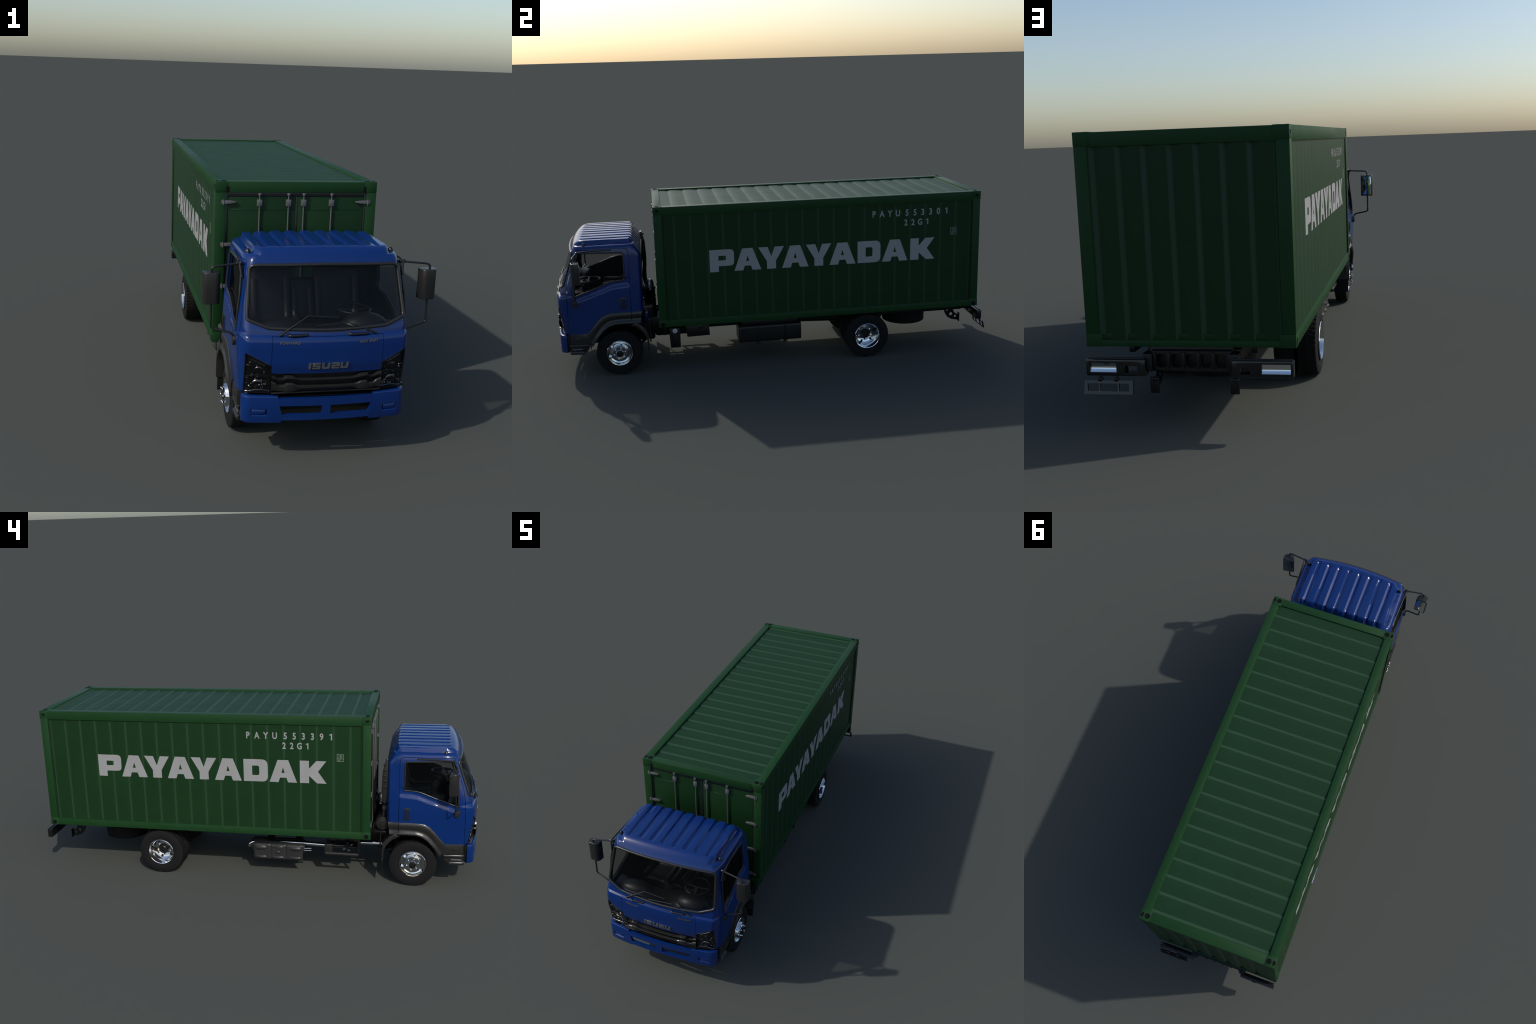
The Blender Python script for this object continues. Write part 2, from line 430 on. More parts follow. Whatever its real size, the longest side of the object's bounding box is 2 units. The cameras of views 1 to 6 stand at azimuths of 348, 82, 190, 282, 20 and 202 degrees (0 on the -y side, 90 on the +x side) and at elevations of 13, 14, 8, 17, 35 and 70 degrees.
# ================================================================== CAB
K = .40
YF = [(.195, -.984), (.212, -.986), (.25, -.990), (.272, -.9925), (.30, -.9985), (.355, -.9985), (.372, -.9965), (.3815, -.993), (.3845, -.989), (.387, -.986),
      (.400, -.9835), (.46, -.966), (.583, -.923), (.594, -.9175), (.604, -.911), (.63, -.89)]
WZ = [(.195, .2545), (.25, .2580), (.30, .2605), (.35, .2615), (.40, .2592), (.43, .2570), (.48, .2520), (.56, .2445), (.585, .2410), (.594, .2385), (.600, .2345), (.603, .2295)]
YR = [(.195, -.608), (.550, -.604), (.565, -.607), (.604, -.633), (.63, -.65)]
def front_y(x, z, off=0.):
    w = interp(WZ, z)-off; x = min(abs(x), w-1e-6); rf = .030; ry = .058
    y = interp(YF, z)+off+K*x*x
    if x > w-rf: d = (x-(w-rf))/rf; y += ry*(1-math.sqrt(max(0, 1-d*d)))
    return y
CREASE = [(-.935, .342), (-.892, .357), (-.81, .382), (-.738, .409), (-.70, .414), (-.66, .415)]
def side_x(y, z, off=0.):
    w = interp(WZ, z)
    if -.905 < y < -.655 and z < .46:
        c = interp(CREASE, y); f = sst(-.655, -.672, y)*sst(-.905, -.885, y)
        w -= .0055*f*sst(c, c+.012, z)*(1-sst(c+.026, c+.075, z))
    return w-off-rear_in(y)
def rear_in(y): return .006*sst(-.672, -.622, y)
GX = [(2*k-7)*.0246 for k in range(8)]
def groove(x):
    d = min(abs(x-g) for g in GX); return 1-sst(.0025, .0108, d)
NX, NSD = 97, 46
def sfrac(n):
    """x parameters -1..1, denser in the rounded corners"""
    out = []
    for i in range(n):
        t = -1+2*i/(n-1)
        out.append(t)
    return out
def ring(z, off=0., wo=None, grooves=True):
    w = interp(WZ, z)-off if wo is None else wo-off
    yr = interp(YR, z)-off; pts = []
    xs = []
    for i in range(NX):
        t = -1+2*i/(NX-1); a = abs(t)
        # outer sixth of the parameter covers the rounded corner by angle
        if a > .80:
            g = (a-.80)/.20*math.pi/2; x = (w-.030)+.030*math.sin(g)
        else: x = (w-.030)*a/.80
        xs.append(math.copysign(x, t))
    def fy(x):
        x = abs(x); y = interp(YF, z)+off+K*x*x
        if x > w-.030: d = (x-(w-.030))/.030; y += .058*(1-math.sqrt(max(0, 1-d*d)))
        return y
    wr = w-.006 if wo is None else w-.004
    def ry(x):
        y = yr
        if abs(x) > wr-.030: d = min(1, (abs(x)-(wr-.030))/.030); y -= .020*(1-math.sqrt(max(0, 1-d*d)))
        if grooves and z > .53: y -= .006*groove(x)*sst(.535, .57, z)*(abs(x) < .2)
        return y
    for x in xs: pts.append((x, fy(x), z))
    ya, yb = fy(w), ry(wr)
    sd = []
    for j in range(1, NSD-1):
        y = ya+(yb-ya)*j/(NSD-1); sd.append(((side_x(y, z, off) if wo is None else w-.004*sst(-.66, -.63, y)), y, z))
    pts += sd
    for x in [q*wr/w for q in xs[::-1]]: pts.append((x, ry(x), z))
    for p in sd[::-1]: pts.append((-p[0], p[1], p[2]))
    return pts
def cab_solid(name, zs, off, top_h, detailed):
    rings = [ring(z, off, None, detailed) for z in zs]
    rings.append(ring(zs[-1]+.0006, off, .2140, detailed))
    n = len(rings[0]); v = [p for r in rings for p in r]; f = []
    for a in range(len(rings)-1):
        for i in range(n): f.append((a*n+i, a*n+(i+1) % n, (a+1)*n+(i+1) % n, (a+1)*n+i))
    # bottom cap and the roof height field share the same lattice
    def cap(base, zf, flip):
        r = rings[base]; b0 = base*n
        idx = [[0]*NSD for _ in range(NX)]
        for i in range(NX):
            idx[i][0] = b0+i; idx[i][NSD-1] = b0+NX+NSD-2+(NX-1-i)
        for j in range(1, NSD-1):
            idx[NX-1][j] = b0+NX+j-1; idx[0][j] = b0+2*NX+NSD-2+(NSD-2-j)
        for i in range(1, NX-1):
            F = v[idx[i][0]]; B = v[idx[i][NSD-1]]
            for j in range(1, NSD-1):
                t = j/(NSD-1)
                if zf: t = t**.0+0 if False else (lambda q: q)(t)
                x = F[0]+(B[0]-F[0])*t; y = F[1]+(B[1]-F[1])*t
                v.append((x, y, zf(x, y, F, B) if zf else F[2])); idx[i][j] = len(v)-1
        for i in range(NX-1):
            for j in range(NSD-1):
                q = (idx[i][j], idx[i+1][j], idx[i+1][j+1], idx[i][j+1]); f.append(q if not flip else q[::-1])
    def roof(x, y, F, B):
        z = F[2]; d = y-F[1]; e = B[1]-y
        hf = 1-(1-min(1, d/.034))**2; he = min(1, e/.0145); a = sst(.213, .2035, abs(x))
        crown = .004*(1-(x/.2)**2)
        h = (top_h+crown)*min(hf, he)*a
        if detailed:
            gm = sst(-.872, -.858, y)*a; h -= .0065*groove(x)*gm*min(1, e/.004+.3)
        return z+h
    cap(len(rings)-1, roof, False); cap(0, None, True)
    return pyd(name, v, f, None)
def zlist(segs):
    out = []
    for a, b, n in segs: out += [a+(b-a)*i/n for i in range(n)]
    return out+[segs[-1][1]]
ZO = zlist([(.203, .28, 5), (.28, .335, 5), (.335, .372, 6), (.372, .3815, 2), (.3815, .3845, 1), (.3845, .387, 1), (.387, .40, 2), (.40, .46, 10), (.46, .53, 4), (.53, .585, 7), (.585, .594, 2), (.594, .603, 3)])
shell = cab_solid('cab', ZO, 0., .0195, True)
inner = cab_solid('inner', zlist([(.2135, .40, 5), (.40, .585, 5), (.585, .597, 2)]), .0085, .012, False)
boolean(shell, inner)
# cut the wheel-arch / fender zone away from the sides
FT = [(-.58, .2985), (-.70, .2995), (-.748, .2985), (-.772, .294), (-.792, .283), (-.812, .263), (-.834, .234), (-.857, .2095), (-.857, .17), (-.58, .17)]
boolean(shell, prism('c', FT, 'x', -.4, .4))
# windscreen, rear window
WS = round_poly([(-.2275, .5800), (-.2405, .4270), (-.176, .4035), (0, .3975), (.176, .4035), (.2405, .4270), (.2275, .5800), (0, .5850)], [.022, .012, .01, .05, .01, .012, .022, .05], 5)
def shrink(p, d):
    c = Vector((sum(q[0] for q in p)/len(p), sum(q[1] for q in p)/len(p))); n = len(p); out = []
    ar = sum(p[i][0]*p[(i+1) % n][1]-p[(i+1) % n][0]*p[i][1] for i in range(n)); s = 1 if ar > 0 else -1
    for i in range(n):
        t = (Vector(p[(i+1) % n])-Vector(p[i-1])).normalized(); out.append((p[i][0]-t.y*s*d, p[i][1]+t.x*s*d))
    return out
boolean(shell, prism('c', shrink(WS, .006), 'y', -1.1, -.875))
RW = round_poly([(-.16, .430), (.16, .430), (.16, .540), (-.16, .540)], .02)
boolean(shell, prism('c', RW, 'y', -.64, -.55))
boolean(shell, prism('c', [(-1.1, .19), (-1.1, .2125), (-.9435, .2125), (-.9435, .19)], 'x', -.4, .4))
# head lamp pockets and grille mouth
HL = [(.1675, .2985), (.1675, .2115), (.2425, .2115), (.2425, .3375)]
for s in (1, -1): boolean(shell, prism('c', [(s*p[0], p[1]) for p in HL], 'y', -1.1, -.955))
boolean(shell, prism('c', [(-.168, .19), (.168, .19), (.168, .2735), (-.168, .2735)], 'y', -1.1, -.90))
# hood panel as its own piece with a shut line
HOOD = [(-.1665, .2735), (.1665, .2735), (.1665, .3835), (-.1665, .3835)]
hood = dup(shell, 'hood_panel'); boolean(hood, prism('c', HOOD, 'y', -1.1, -.93), 'INTERSECT')
boolean(shell, prism('c', [(-.1677, .26), (.1677, .26), (.1677, .3845), (-.1677, .3845)], 'y', -1.1, -.93))
# doors
DOOR = round_poly([(-.6605, .19), (-.6605, .5875), (-.884, .5865), (-.912, .500), (-.930, .440), (-.9365, .38), (-.9385, .19)], [0, .022, .006, .02, .03, .03, 0], 5)
WIN = round_poly([(-.6800, .5705), (-.6795, .4415), (-.737, .4405), (-.819, .4085), (-.9085, .3785), (-.9085, .44), (-.9020, .5050), (-.8785, .5765)], [.010, .010, .03, .03, .006, .02, .02, .008], 4)
DOOR_BIG = shrink(DOOR, -.0021)
doors = []
for s in (1, -1):
    d = dup(shell, 'door'); a, b = sorted((s*.19, s*.30))
    boolean(d, prism('c', DOOR, 'x', a, b), 'INTERSECT')
    boolean(shell, prism('c', DOOR_BIG, 'x', a, b))
    boolean(d, prism('c', shrink(WIN, .003), 'x', a, b))
    doors.append(d)
def line_inside(o):
    o.data.materials.append(M_int)
    for p in o.data.polygons:
        x, y, z = p.center
        inside = interp(WZ, z)-rear_in(y)-abs(x) > .0062 and y-front_y(x, min(z, .6)) > .0062 and interp(YR, z)-y > .0055 and z < .5985
        p.material_index = 1 if inside else 0
cab = finish(shell, M_blue, 32, truck); cab.name = 'cab'
finish(hood, M_blue, 32, cab)
for d in doors: finish(d, M_blue, 32, cab)
for o in [cab, hood]+doors: line_inside(o)
def on_front(poly, lift): return [(x, front_y(x, z)-lift, z) for x, z in poly]
def densify(p, step, closed=True):
    out = []; n = len(p)
    for i in range(n if closed else n-1):
        a, b = Vector(p[i]), Vector(p[(i+1) % n]); k = max(1, int((b-a).length/step))
        out += [tuple(a+(b-a)*j/k) for j in range(k)]
    if not closed: out.append(tuple(p[-1]))
    return out
tube('windscreen_seal', on_front(densify(shrink(WS, .0030), .012), -.0008), .0054, M_grey, True, 12, cab)
def ws_pt(u, v):
    xm = .2390+(.2265-.2390)*v; x = (2*u-1)*xm
    zb = interp([(0, .3985), (.174, .4045), (.239, .4275)], abs(x)); zt = interp([(0, .5845), (.2265, .5800)], abs(x))
    z = zb+(zt-zb)*v; return (x, front_y(x, z)+.0035, z)
grid('windscreen', 41, 9, ws_pt, M_glass, 60, cab)
tube('rear_window_seal', [(x, -.6055, z) for x, z in RW], .004, M_dark, True, 8, cab)
pyd('rear_window', [(x, -.6115, z) for x, z in RW], [tuple(range(len(RW)))], M_clear, None, cab)
for s, d in zip((1, -1), doors):
    tube('window_seal', [(s*(side_x(y, z)+.0002), y, z) for y, z in densify(shrink(WIN, .0018), .02)], .0033, M_grey, True, 8, d)
    g = [(s*(side_x(y, z)-.005), y, z) for y, z in WIN]
    # side glass: one thin pane
    pane = pyd('side_window', g, [tuple(range(len(g)))], M_clear, None, d)
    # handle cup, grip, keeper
    hc = round_poly([(-.678, .3150), (-.7065, .3150), (-.7065, .3670), (-.678, .3670)], .006)
    hi = round_poly([(-.6825, .3205), (-.702, .3205), (-.702, .3615), (-.6825, .3615)], .004)
    rim = prism('door_handle', hc, 'x', *sorted((s*.255, s*.2640)), M_grey, .0008, parent=d)
    boolean(rim, prism('c', hi, 'x', *sorted((s*.2300, s*.28)))); finish(rim, M_grey, 40)
    tube('handle_grip', [(s*.2625, -.6922, .318), (s*.2645, -.6922, .328), (s*.2645, -.6922, .354), (s*.2625, -.6922, .364)], .0030, M_grey, parent=d)
    # drip bar along the door top and the mirror stays
    tube('drip_bar', smooth_path([(s*.2525, -.878, .5805), (s*.2480, -.82, .5835), (s*.2440, -.735, .5835)], .02), .0030, M_dark, n=8, parent=d)
    tube('drip_bar', [(s*.2440, -.738, .5835), (s*.239, -.732, .5815)], .0030, M_dark, n=8, parent=d)
    mp = Vector((s*.332, -.895, .571))
    tube('mirror_arm', smooth_path([(s*.246, -.881, .5775), (s*.320, -.8945, .5735), (s*.3325, -.896, .5700), (s*.3325, -.894, .548)], .010), .0034, M_dark, parent=d)
    tube('mirror_arm', smooth_path([(s*.3325, -.893, .468), (s*.3325, -.8945, .3900), (s*.322, -.896, .3860), (s*.278, -.906, .3770), (s*.268, -.907, .370), (s*.264, -.906, .352)], .010), .0034, M_dark, parent=d)
    k = lathe('mirror_knuckle', [(-.010, 0), (-.010, .005), (-.006, .0062), (.004, .0062), (.008, .0045), (.008, 0)], M_dark, 16, d); k.location = (s*.2500, -.881, .5785)
    tube('mirror_bracket', [(s*.247, -.884, .583), (s*.250, -.886, .575), (s*.2465, -.893, .548), (s*.2455, -.897, .540)], .0036, M_dark, parent=d)
    bk = prism('mirror_bracket', round_poly([(-.893, .366), (-.914, .366), (-.917, .352), (-.907, .336), (-.893, .338)], .004), 'x', *sorted((s*.246, s*.2700)), M_grey, .003, parent=d)
    # mirror head: bowed front shell, flat glass to the rear
    sec = round_poly([(-.026, .0185), (-.026, -.004), (-.017, -.0165), (.017, -.0165), (.026, -.004), (.026, .0185)], [.003, .012, .014, .014, .012, .003], 4)
    a = math.radians(8*s)
    sec = [(s*.3325+p[0]*math.cos(a)-p[1]*math.sin(a), -.8865+p[0]*math.sin(a)+p[1]*math.cos(a)) for p in sec]
    prism('mirror_head', sec, 'z', .4610, .5545, M_grey, .004, 3, parent=d)
    mg = box('mirror_glass', (-.0225, .0178, .4665), (.0225, .0192, .549), M_mirror, .0005, parent=d)
    mg.data.transform(Matrix.Translation((s*.3325, -.8865, 0)) @ Matrix.Rotation(a, 4, 'Z'))
# roof lamps and ledge plugs
for s in (1, -1):
    bq = lathe('roof_lamp', [(-.003, 0), (-.003, .0085), (.001, .0085), (.003, .0075), (.0075, .0058), (.010, .003), (.0108, 0)], M_chrome, 20, cab, 'z')
    bq.location = (s*.2205, -.850, .6045); bq.data.materials[0] = M_hl
    for y in (-.684, -.708, -.798, -.823):
        q = lathe('ledge_plug', [(-.001, 0), (-.001, .0028), (.0012, .0022), (.0016, 0)], M_dark, 12, cab, 'z'); q.location = (s*.2225, y, .6036)

# cowl louvres, wipers
for s in (1, -1):
    sg = 1
    x0, x1 = (s*.060, s*.120)
    n = 6
    tube('cowl_handle', smooth_path([(min(x0, x1), front_y(x0, .389)+.002, .3885), (min(x0, x1)+.004, front_y(x0, .389)-.0065, .3885), (max(x0, x1)-.004, front_y(x1, .389)-.0065, .3885), (max(x0, x1), front_y(x1, .389)+.002, .3885)], .004), .0036, M_dark, n=10, parent=cab)
def wiper(x0, xe, ze, x1, z1):
    p = [(x0, front_y(x0, .386)-.003, .3870), (x0+(xe-x0)*.6, front_y((x0+xe)/2, .42)-.006, .387+(ze-.387)*.62), (xe, front_y(xe, ze)-.006, ze)]
    tube('wiper_arm', p, lambda t: .0030-.0013*t, M_dark, n=8, parent=cab)
    tube('wiper_blade', [(xe-(x1-xe)*.05, front_y(xe, ze)-.0045, ze)]+[(xe+(x1-xe)*k/6, front_y(xe+(x1-xe)*k/6, ze+(z1-ze)*k/6)-.0035, ze+(z1-ze)*k/6) for k in range(1, 7)], .0019, M_dark, n=8, parent=cab)
wiper(-.1455, -.062, .4420, .030, .4360)
wiper(.1465, .058, .4220, -.040, .4140)

# badge letters and small scripts on the hood
def on_hood(name, me, x0, z0, m, lift=.0012):
    for v in me.vertices:
        x = x0+v.co.x; z = z0+v.co.y; v.co = (x, front_y(x, z)-lift-v.co.z, z)
    o = new(name, me); bm = bmesh.new(); bm.from_mesh(me); bmesh.ops.recalc_face_normals(bm, faces=bm.faces); bm.to_mesh(me); bm.free()
    return finish(o, m, 30, hood)
def badge(polys, x0):
    cu = flat_shape('b', [[(p[0]+.06*p[1], p[1]) for p in q] for q in polys]); cu.extrude = .0022; cu.bevel_depth = .0002
    on_hood('badge_letter', curve_mesh(cu), x0, .2885, M_badge)
hh = .0190; tk = .0072; bw = .0240
gI = [[(0, 0), (tk, 0), (tk, hh), (0, hh)]]
gU = [round_poly([(0, hh), (0, 0), (bw, 0), (bw, hh), (bw-tk, hh), (bw-tk, .0045), (tk, .0045), (tk, hh)], [0, .005, .005, 0, 0, .001, .001, 0])]
gS = [round_poly([(0, 0), (bw, 0), (bw, .0117), (tk, .0117), (tk, .0148), (bw, .0148), (bw, hh), (0, hh), (0, .0073), (bw-tk, .0073), (bw-tk, .0042), (0, .0042)], [0, .004, .003, 0, 0, 0, 0, .004, .003, 0, 0, 0])]
gZ = [[(bw-p[0], p[1]) for p in gS[0]]]
for g, x in ((gI, -.0605), (gS, -.0495), (gU, -.0210), (gZ, .0075), (gU, .0345)): badge(g, x)
me = text_mesh('EASY SHIFT', .0108, .0003, 1.0, 1.05, .0006); on_hood('script_letters', me, .0925, .3640, M_badge)
me = text_mesh('FORWARD', .0108, .0001, 1.05, 1.08, .0004); on_hood('script_letters', me, -.1450, .3640, M_steel)

# head lamps
def hl_pt(u, v, off):
    x = .1672+u*(.2420-.1672); zt = .2982+(.3370-.2982)*u; z = .2120+(zt-.2120)*v
    return (x, front_y(x, z)+off, z)
for s in (1, -1):
    lamp = grid('headlamp', 13, 13, lambda u, v: (s*hl_pt(u, v, 0)[0], hl_pt(u, v, .0085+.004*math.sin(6*v)*math.sin(4*u))[1], hl_pt(u, v, 0)[2]), M_hl, 30, cab)
    # rim of the pocket
    edge = [(p[0], p[1]) for p in densify([(.1680, .2980), (.1680, .2122), (.2415, .2122), (.2415, .3360)], .01)]
    tube('headlamp_rim', [(s*x, front_y(x, z)+.001, z) for x, z in edge], .0018, M_hl, True, 6, lamp)
    for (x, z, r) in ((.2010, .2855, .0125), (.2030, .2380, .0165)):
        bowl = lathe('reflector', [(-.012, 0), (-.011, r*.45), (-.005, r*.82), (.001, r)], M_hl, 28, lamp, 'y')
        bowl.data.transform(Matrix.Scale(-1, 4, (0, 1, 0))); bowl.data.flip_normals()
        bowl.location = (s*x, front_y(x, z)+.0075, z)
        arc = [(s*(x+r*math.cos(t)), front_y(x+r*math.cos(t), z)+.0065, z-.006+r*.95*math.sin(t)) for t in [math.radians(18+144*k/14) for k in range(15)]]
        tube('reflector', arc, lambda t, r=r: r*(.10+.20*math.sin(math.pi*t)), M_refl, n=10, parent=lamp)
    for z, w in ((.2640, .0035), (.2165, .0030)):
        tube('lamp_divider', [(s*x, front_y(x, z)+.0030, z+.003*math.sin((x-.17)*60)) for x in [.170+.0075*k for k in range(10)]], w*.6, M_refl if z < .22 else M_hl, n=6, parent=lamp)
    tube('lamp_divider', [(s*x, front_y(x, .312)+.0045, .300+(x-.19)*.5) for x in [.185+.008*k for k in range(6)]], .0016, M_refl, n=6, parent=lamp)
    facets = []
    for q in range(34):
        x = .176+R.random()*.060; z = .218+R.random()*(.075+.5*(x-.176)-.008)
        e = box('lamp_facet', (-.0022, -.002, -.0020), (.0022, .002, .0020), M_refl, .0008, parent=lamp)
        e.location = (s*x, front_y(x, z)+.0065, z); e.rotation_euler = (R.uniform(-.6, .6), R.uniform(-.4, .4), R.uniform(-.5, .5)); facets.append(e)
    join('lamp_facets', facets, lamp)['kind'] = 'stuff'
    grid('headlamp_lens', 13, 9, lambda u, v: (s*hl_pt(u, v, 0)[0], hl_pt(u, v, -.0015)[1], hl_pt(u, v, 0)[2]), M_lensglass, 60, lamp)

# grille: dark back plate and two waved bars
gr = grid('grille', 21, 5, lambda u, v: ((2*u-1)*.1675, front_y((2*u-1)*.1675, .25)+.009, .2100+.066*v), M_black, 60, cab)
def bar(name, top, bot, bulge):
    xs = [-.1665+.333*i/110 for i in range(111)]
    v = []; f = []
    sec = [(0., .014), (0., .002), (.12, -.001), (.5, .0), (.88, .003), (1., .007), (1., .014)]
    for x in xs:
        t = interp(top, abs(x)); b = interp(bot, abs(x)); bl = interp(bulge, abs(x))
        for q, d in sec: v.append((x, front_y(x, .25)-.006+d-bl*(1-abs(2*q-1)*.3), t+(b-t)*q))
    n = len(sec)
    for i in range(len(xs)-1):
        for k in range(n-1): f.append((i*n+k, i*n+k+1, (i+1)*n+k+1, (i+1)*n+k))
    return pyd(name, v, f, M_grey, 28, gr)
bar('grille_bar', [(0, .2570), (.080, .2575), (.092, .2610), (.102, .2665), (.118, .2680), (.1245, .2675), (.129, .2580), (.145, .2575), (.155, .2660), (.1665, .2700)],
    [(0, .2500), (.080, .2500), (.100, .2535), (.120, .2560), (.130, .2520), (.148, .2520), (.158, .2545), (.1665, .2545)], [(0, .002), (.09, .002), (.105, .006), (.12, .006), (.13, .002), (.15, .002), (.1665, .005)])
bar('grille_bar', [(0, .2360), (.080, .2365), (.092, .2395), (.102, .2450), (.116, .2460), (.122, .2455), (.127, .2380), (.143, .2370), (.153, .2460), (.1665, .2510)],
    [(0, .2255), (.080, .2245), (.094, .2170), (.118, .2155), (.134, .2170), (.150, .2190), (.1665, .2170)], [(0, .002), (.09, .002), (.105, .006), (.12, .006), (.13, .002), (.15, .002), (.1665, .005)])
box('grille_lip', (-.165, -.9895, .2125), (.165, -.972, .2165), M_dark, .001, parent=gr)
for s in (1, -1):
    grid('lamp_apron', 15, 3, lambda u, v: (s*(.150+.0935*u), front_y(.150+.0935*u, .205)+.003+.004*v, .2125-.012*v), M_hl, 60, gr, .002)

# front bumper: swept band, cut through
def bump_y(x, off=0.):
    w = .2485-off; x = min(abs(x), w-1e-5); y = -1.0+off+K*x*x*.92
    if x > w-.022: d = (x-(w-.022))/.022; y += .024*(1-math.sqrt(max(0, 1-d*d)))
    return y
def bump_outline(off, back):
    w = .2485-off; xs = [(w-.022)*(-1+2*i/40) for i in range(41)]
    cor = [(w-.022)+.022*math.sin(math.pi/2*k/6) for k in range(1, 7)]
    pts = [(-x, bump_y(x, off)) for x in cor[::-1]]+[(x, bump_y(x, off)) for x in xs]+[(x, bump_y(x, off)) for x in cor]
    return [(-w, back)]+pts+[(w, back)]
outer = bump_outline(0, -.9525); innr = bump_outline(.012, -.9525)
nb = len(outer)
prof = [(.122, .0035), (.1235, .001), (.126, 0), (.2015, 0), (.2045, .001), (.206, .0035)]
v = []; f = []
allp = []
for z, ins in prof:
    o = bump_outline(ins, -.9525); allp.append([(p[0], p[1], z) for p in o]+[(p[0], p[1], z) for p in innr[::-1]])
n2 = 2*nb; v = [p for r in allp for p in r]
for a in range(len(prof)-1):
    for i in range(n2): f.append((a*n2+i, a*n2+(i+1) % n2, (a+1)*n2+(i+1) % n2, (a+1)*n2+i))
for base in (0, len(prof)-1):
    for i in range(nb-1): f.append((base*n2+i, base*n2+i+1, base*n2+n2-2-i, base*n2+n2-1-i))
bumper = pyd('front_bumper', v, f, M_blue)
for s in (1, -1):
    op = round_poly([(s*.0125, .1480), (s*.1320, .1480), (s*.1395, .1755), (s*.0125, .1755)], [.002, .004, .004, .002])
    boolean(bumper, prism('c', op, 'y', -1.1, -.9))
boolean(bumper, prism('c', [(-.1500, .215), (-.1430, .1985), (.1430, .1985), (.1500, .215)], 'y', -1.1, -.9))
boolean(bumper, prism('c', [(-.1360, .110), (-.1335, .1310), (.1335, .1310), (.1360, .110)], 'y', -1.1, -.9))
for s in (1, -1):
    fp = [(s*.1770, .1480), (s*.2215, .1480), (s*.2215, .1655), (s*.1770, .1655)]
    zc = bump_y(.199)
    boolean(bumper, prism('c', [(s*.1755, .1430), (s*.2235, .1430), (s*.2235, .1665), (s*.1755, .1665)], 'y', -1.1, zc+.006))
finish(bumper, M_blue, 32, truck)
grid('bumper_backing', 21, 3, lambda u, v: ((2*u-1)*.215, -.9030, .090+.130*v), M_shield, 60, bumper)
for s in (1, -1):
    fl = grid('fog_cover', 9, 5, lambda u, v: (s*(.1800+.0395*u), bump_y(.1800+.0395*u)+.0012+.002*(abs(2*v-1)**4)+.002*abs(2*u-1)**6, .1505+.0135*v), M_blue, 40, bumper, .002)
    grid('fog_ledge', 9, 3, lambda u, v: (s*(.1765+.0465*u), bump_y(.1765+.0465*u)+.001+.006*v, .1432+.005*v), M_blue, 40, bumper, .001)

# fenders, steps, mud flaps -------------------------------------------------
def side_curve(tab, n):
    L = [0]
    for a, b in zip(tab, tab[1:]): L.append(L[-1]+math.dist(a, b))
    out = []
    for i in range(n):
        d = L[-1]*i/(n-1)
        out.append((interp(list(zip(L, [p[0] for p in tab])), d), interp(list(zip(L, [p[1] for p in tab])), d)))
    return out
T0 = [(-.614, .2995), (-.70, .3005), (-.748, .2995), (-.772, .295), (-.792, .284), (-.812, .264), (-.834, .235), (-.848, .219), (-.8575, .2105)]
B0 = [(-.622, .2435), (-.690, .2465), (-.735, .2455), (-.762, .237), (-.785, .2205), (-.803, .201), (-.818, .181), (-.830, .162), (-.839, .148)]
NN = 40
Tc, Bc = side_curve(T0, NN), side_curve(B0, NN)
PROF = [(0, .2500), (0., .2598), (.05, .2622), (.18, .2640), (.34, .2650), (.44, .2640), (.52, .2620), (.64, .2620), (.74, .2640), (.84, .2685), (.93, .2705), (1., .2695), (1.02, .2640), (.96, .2540), (.90, .2250)]
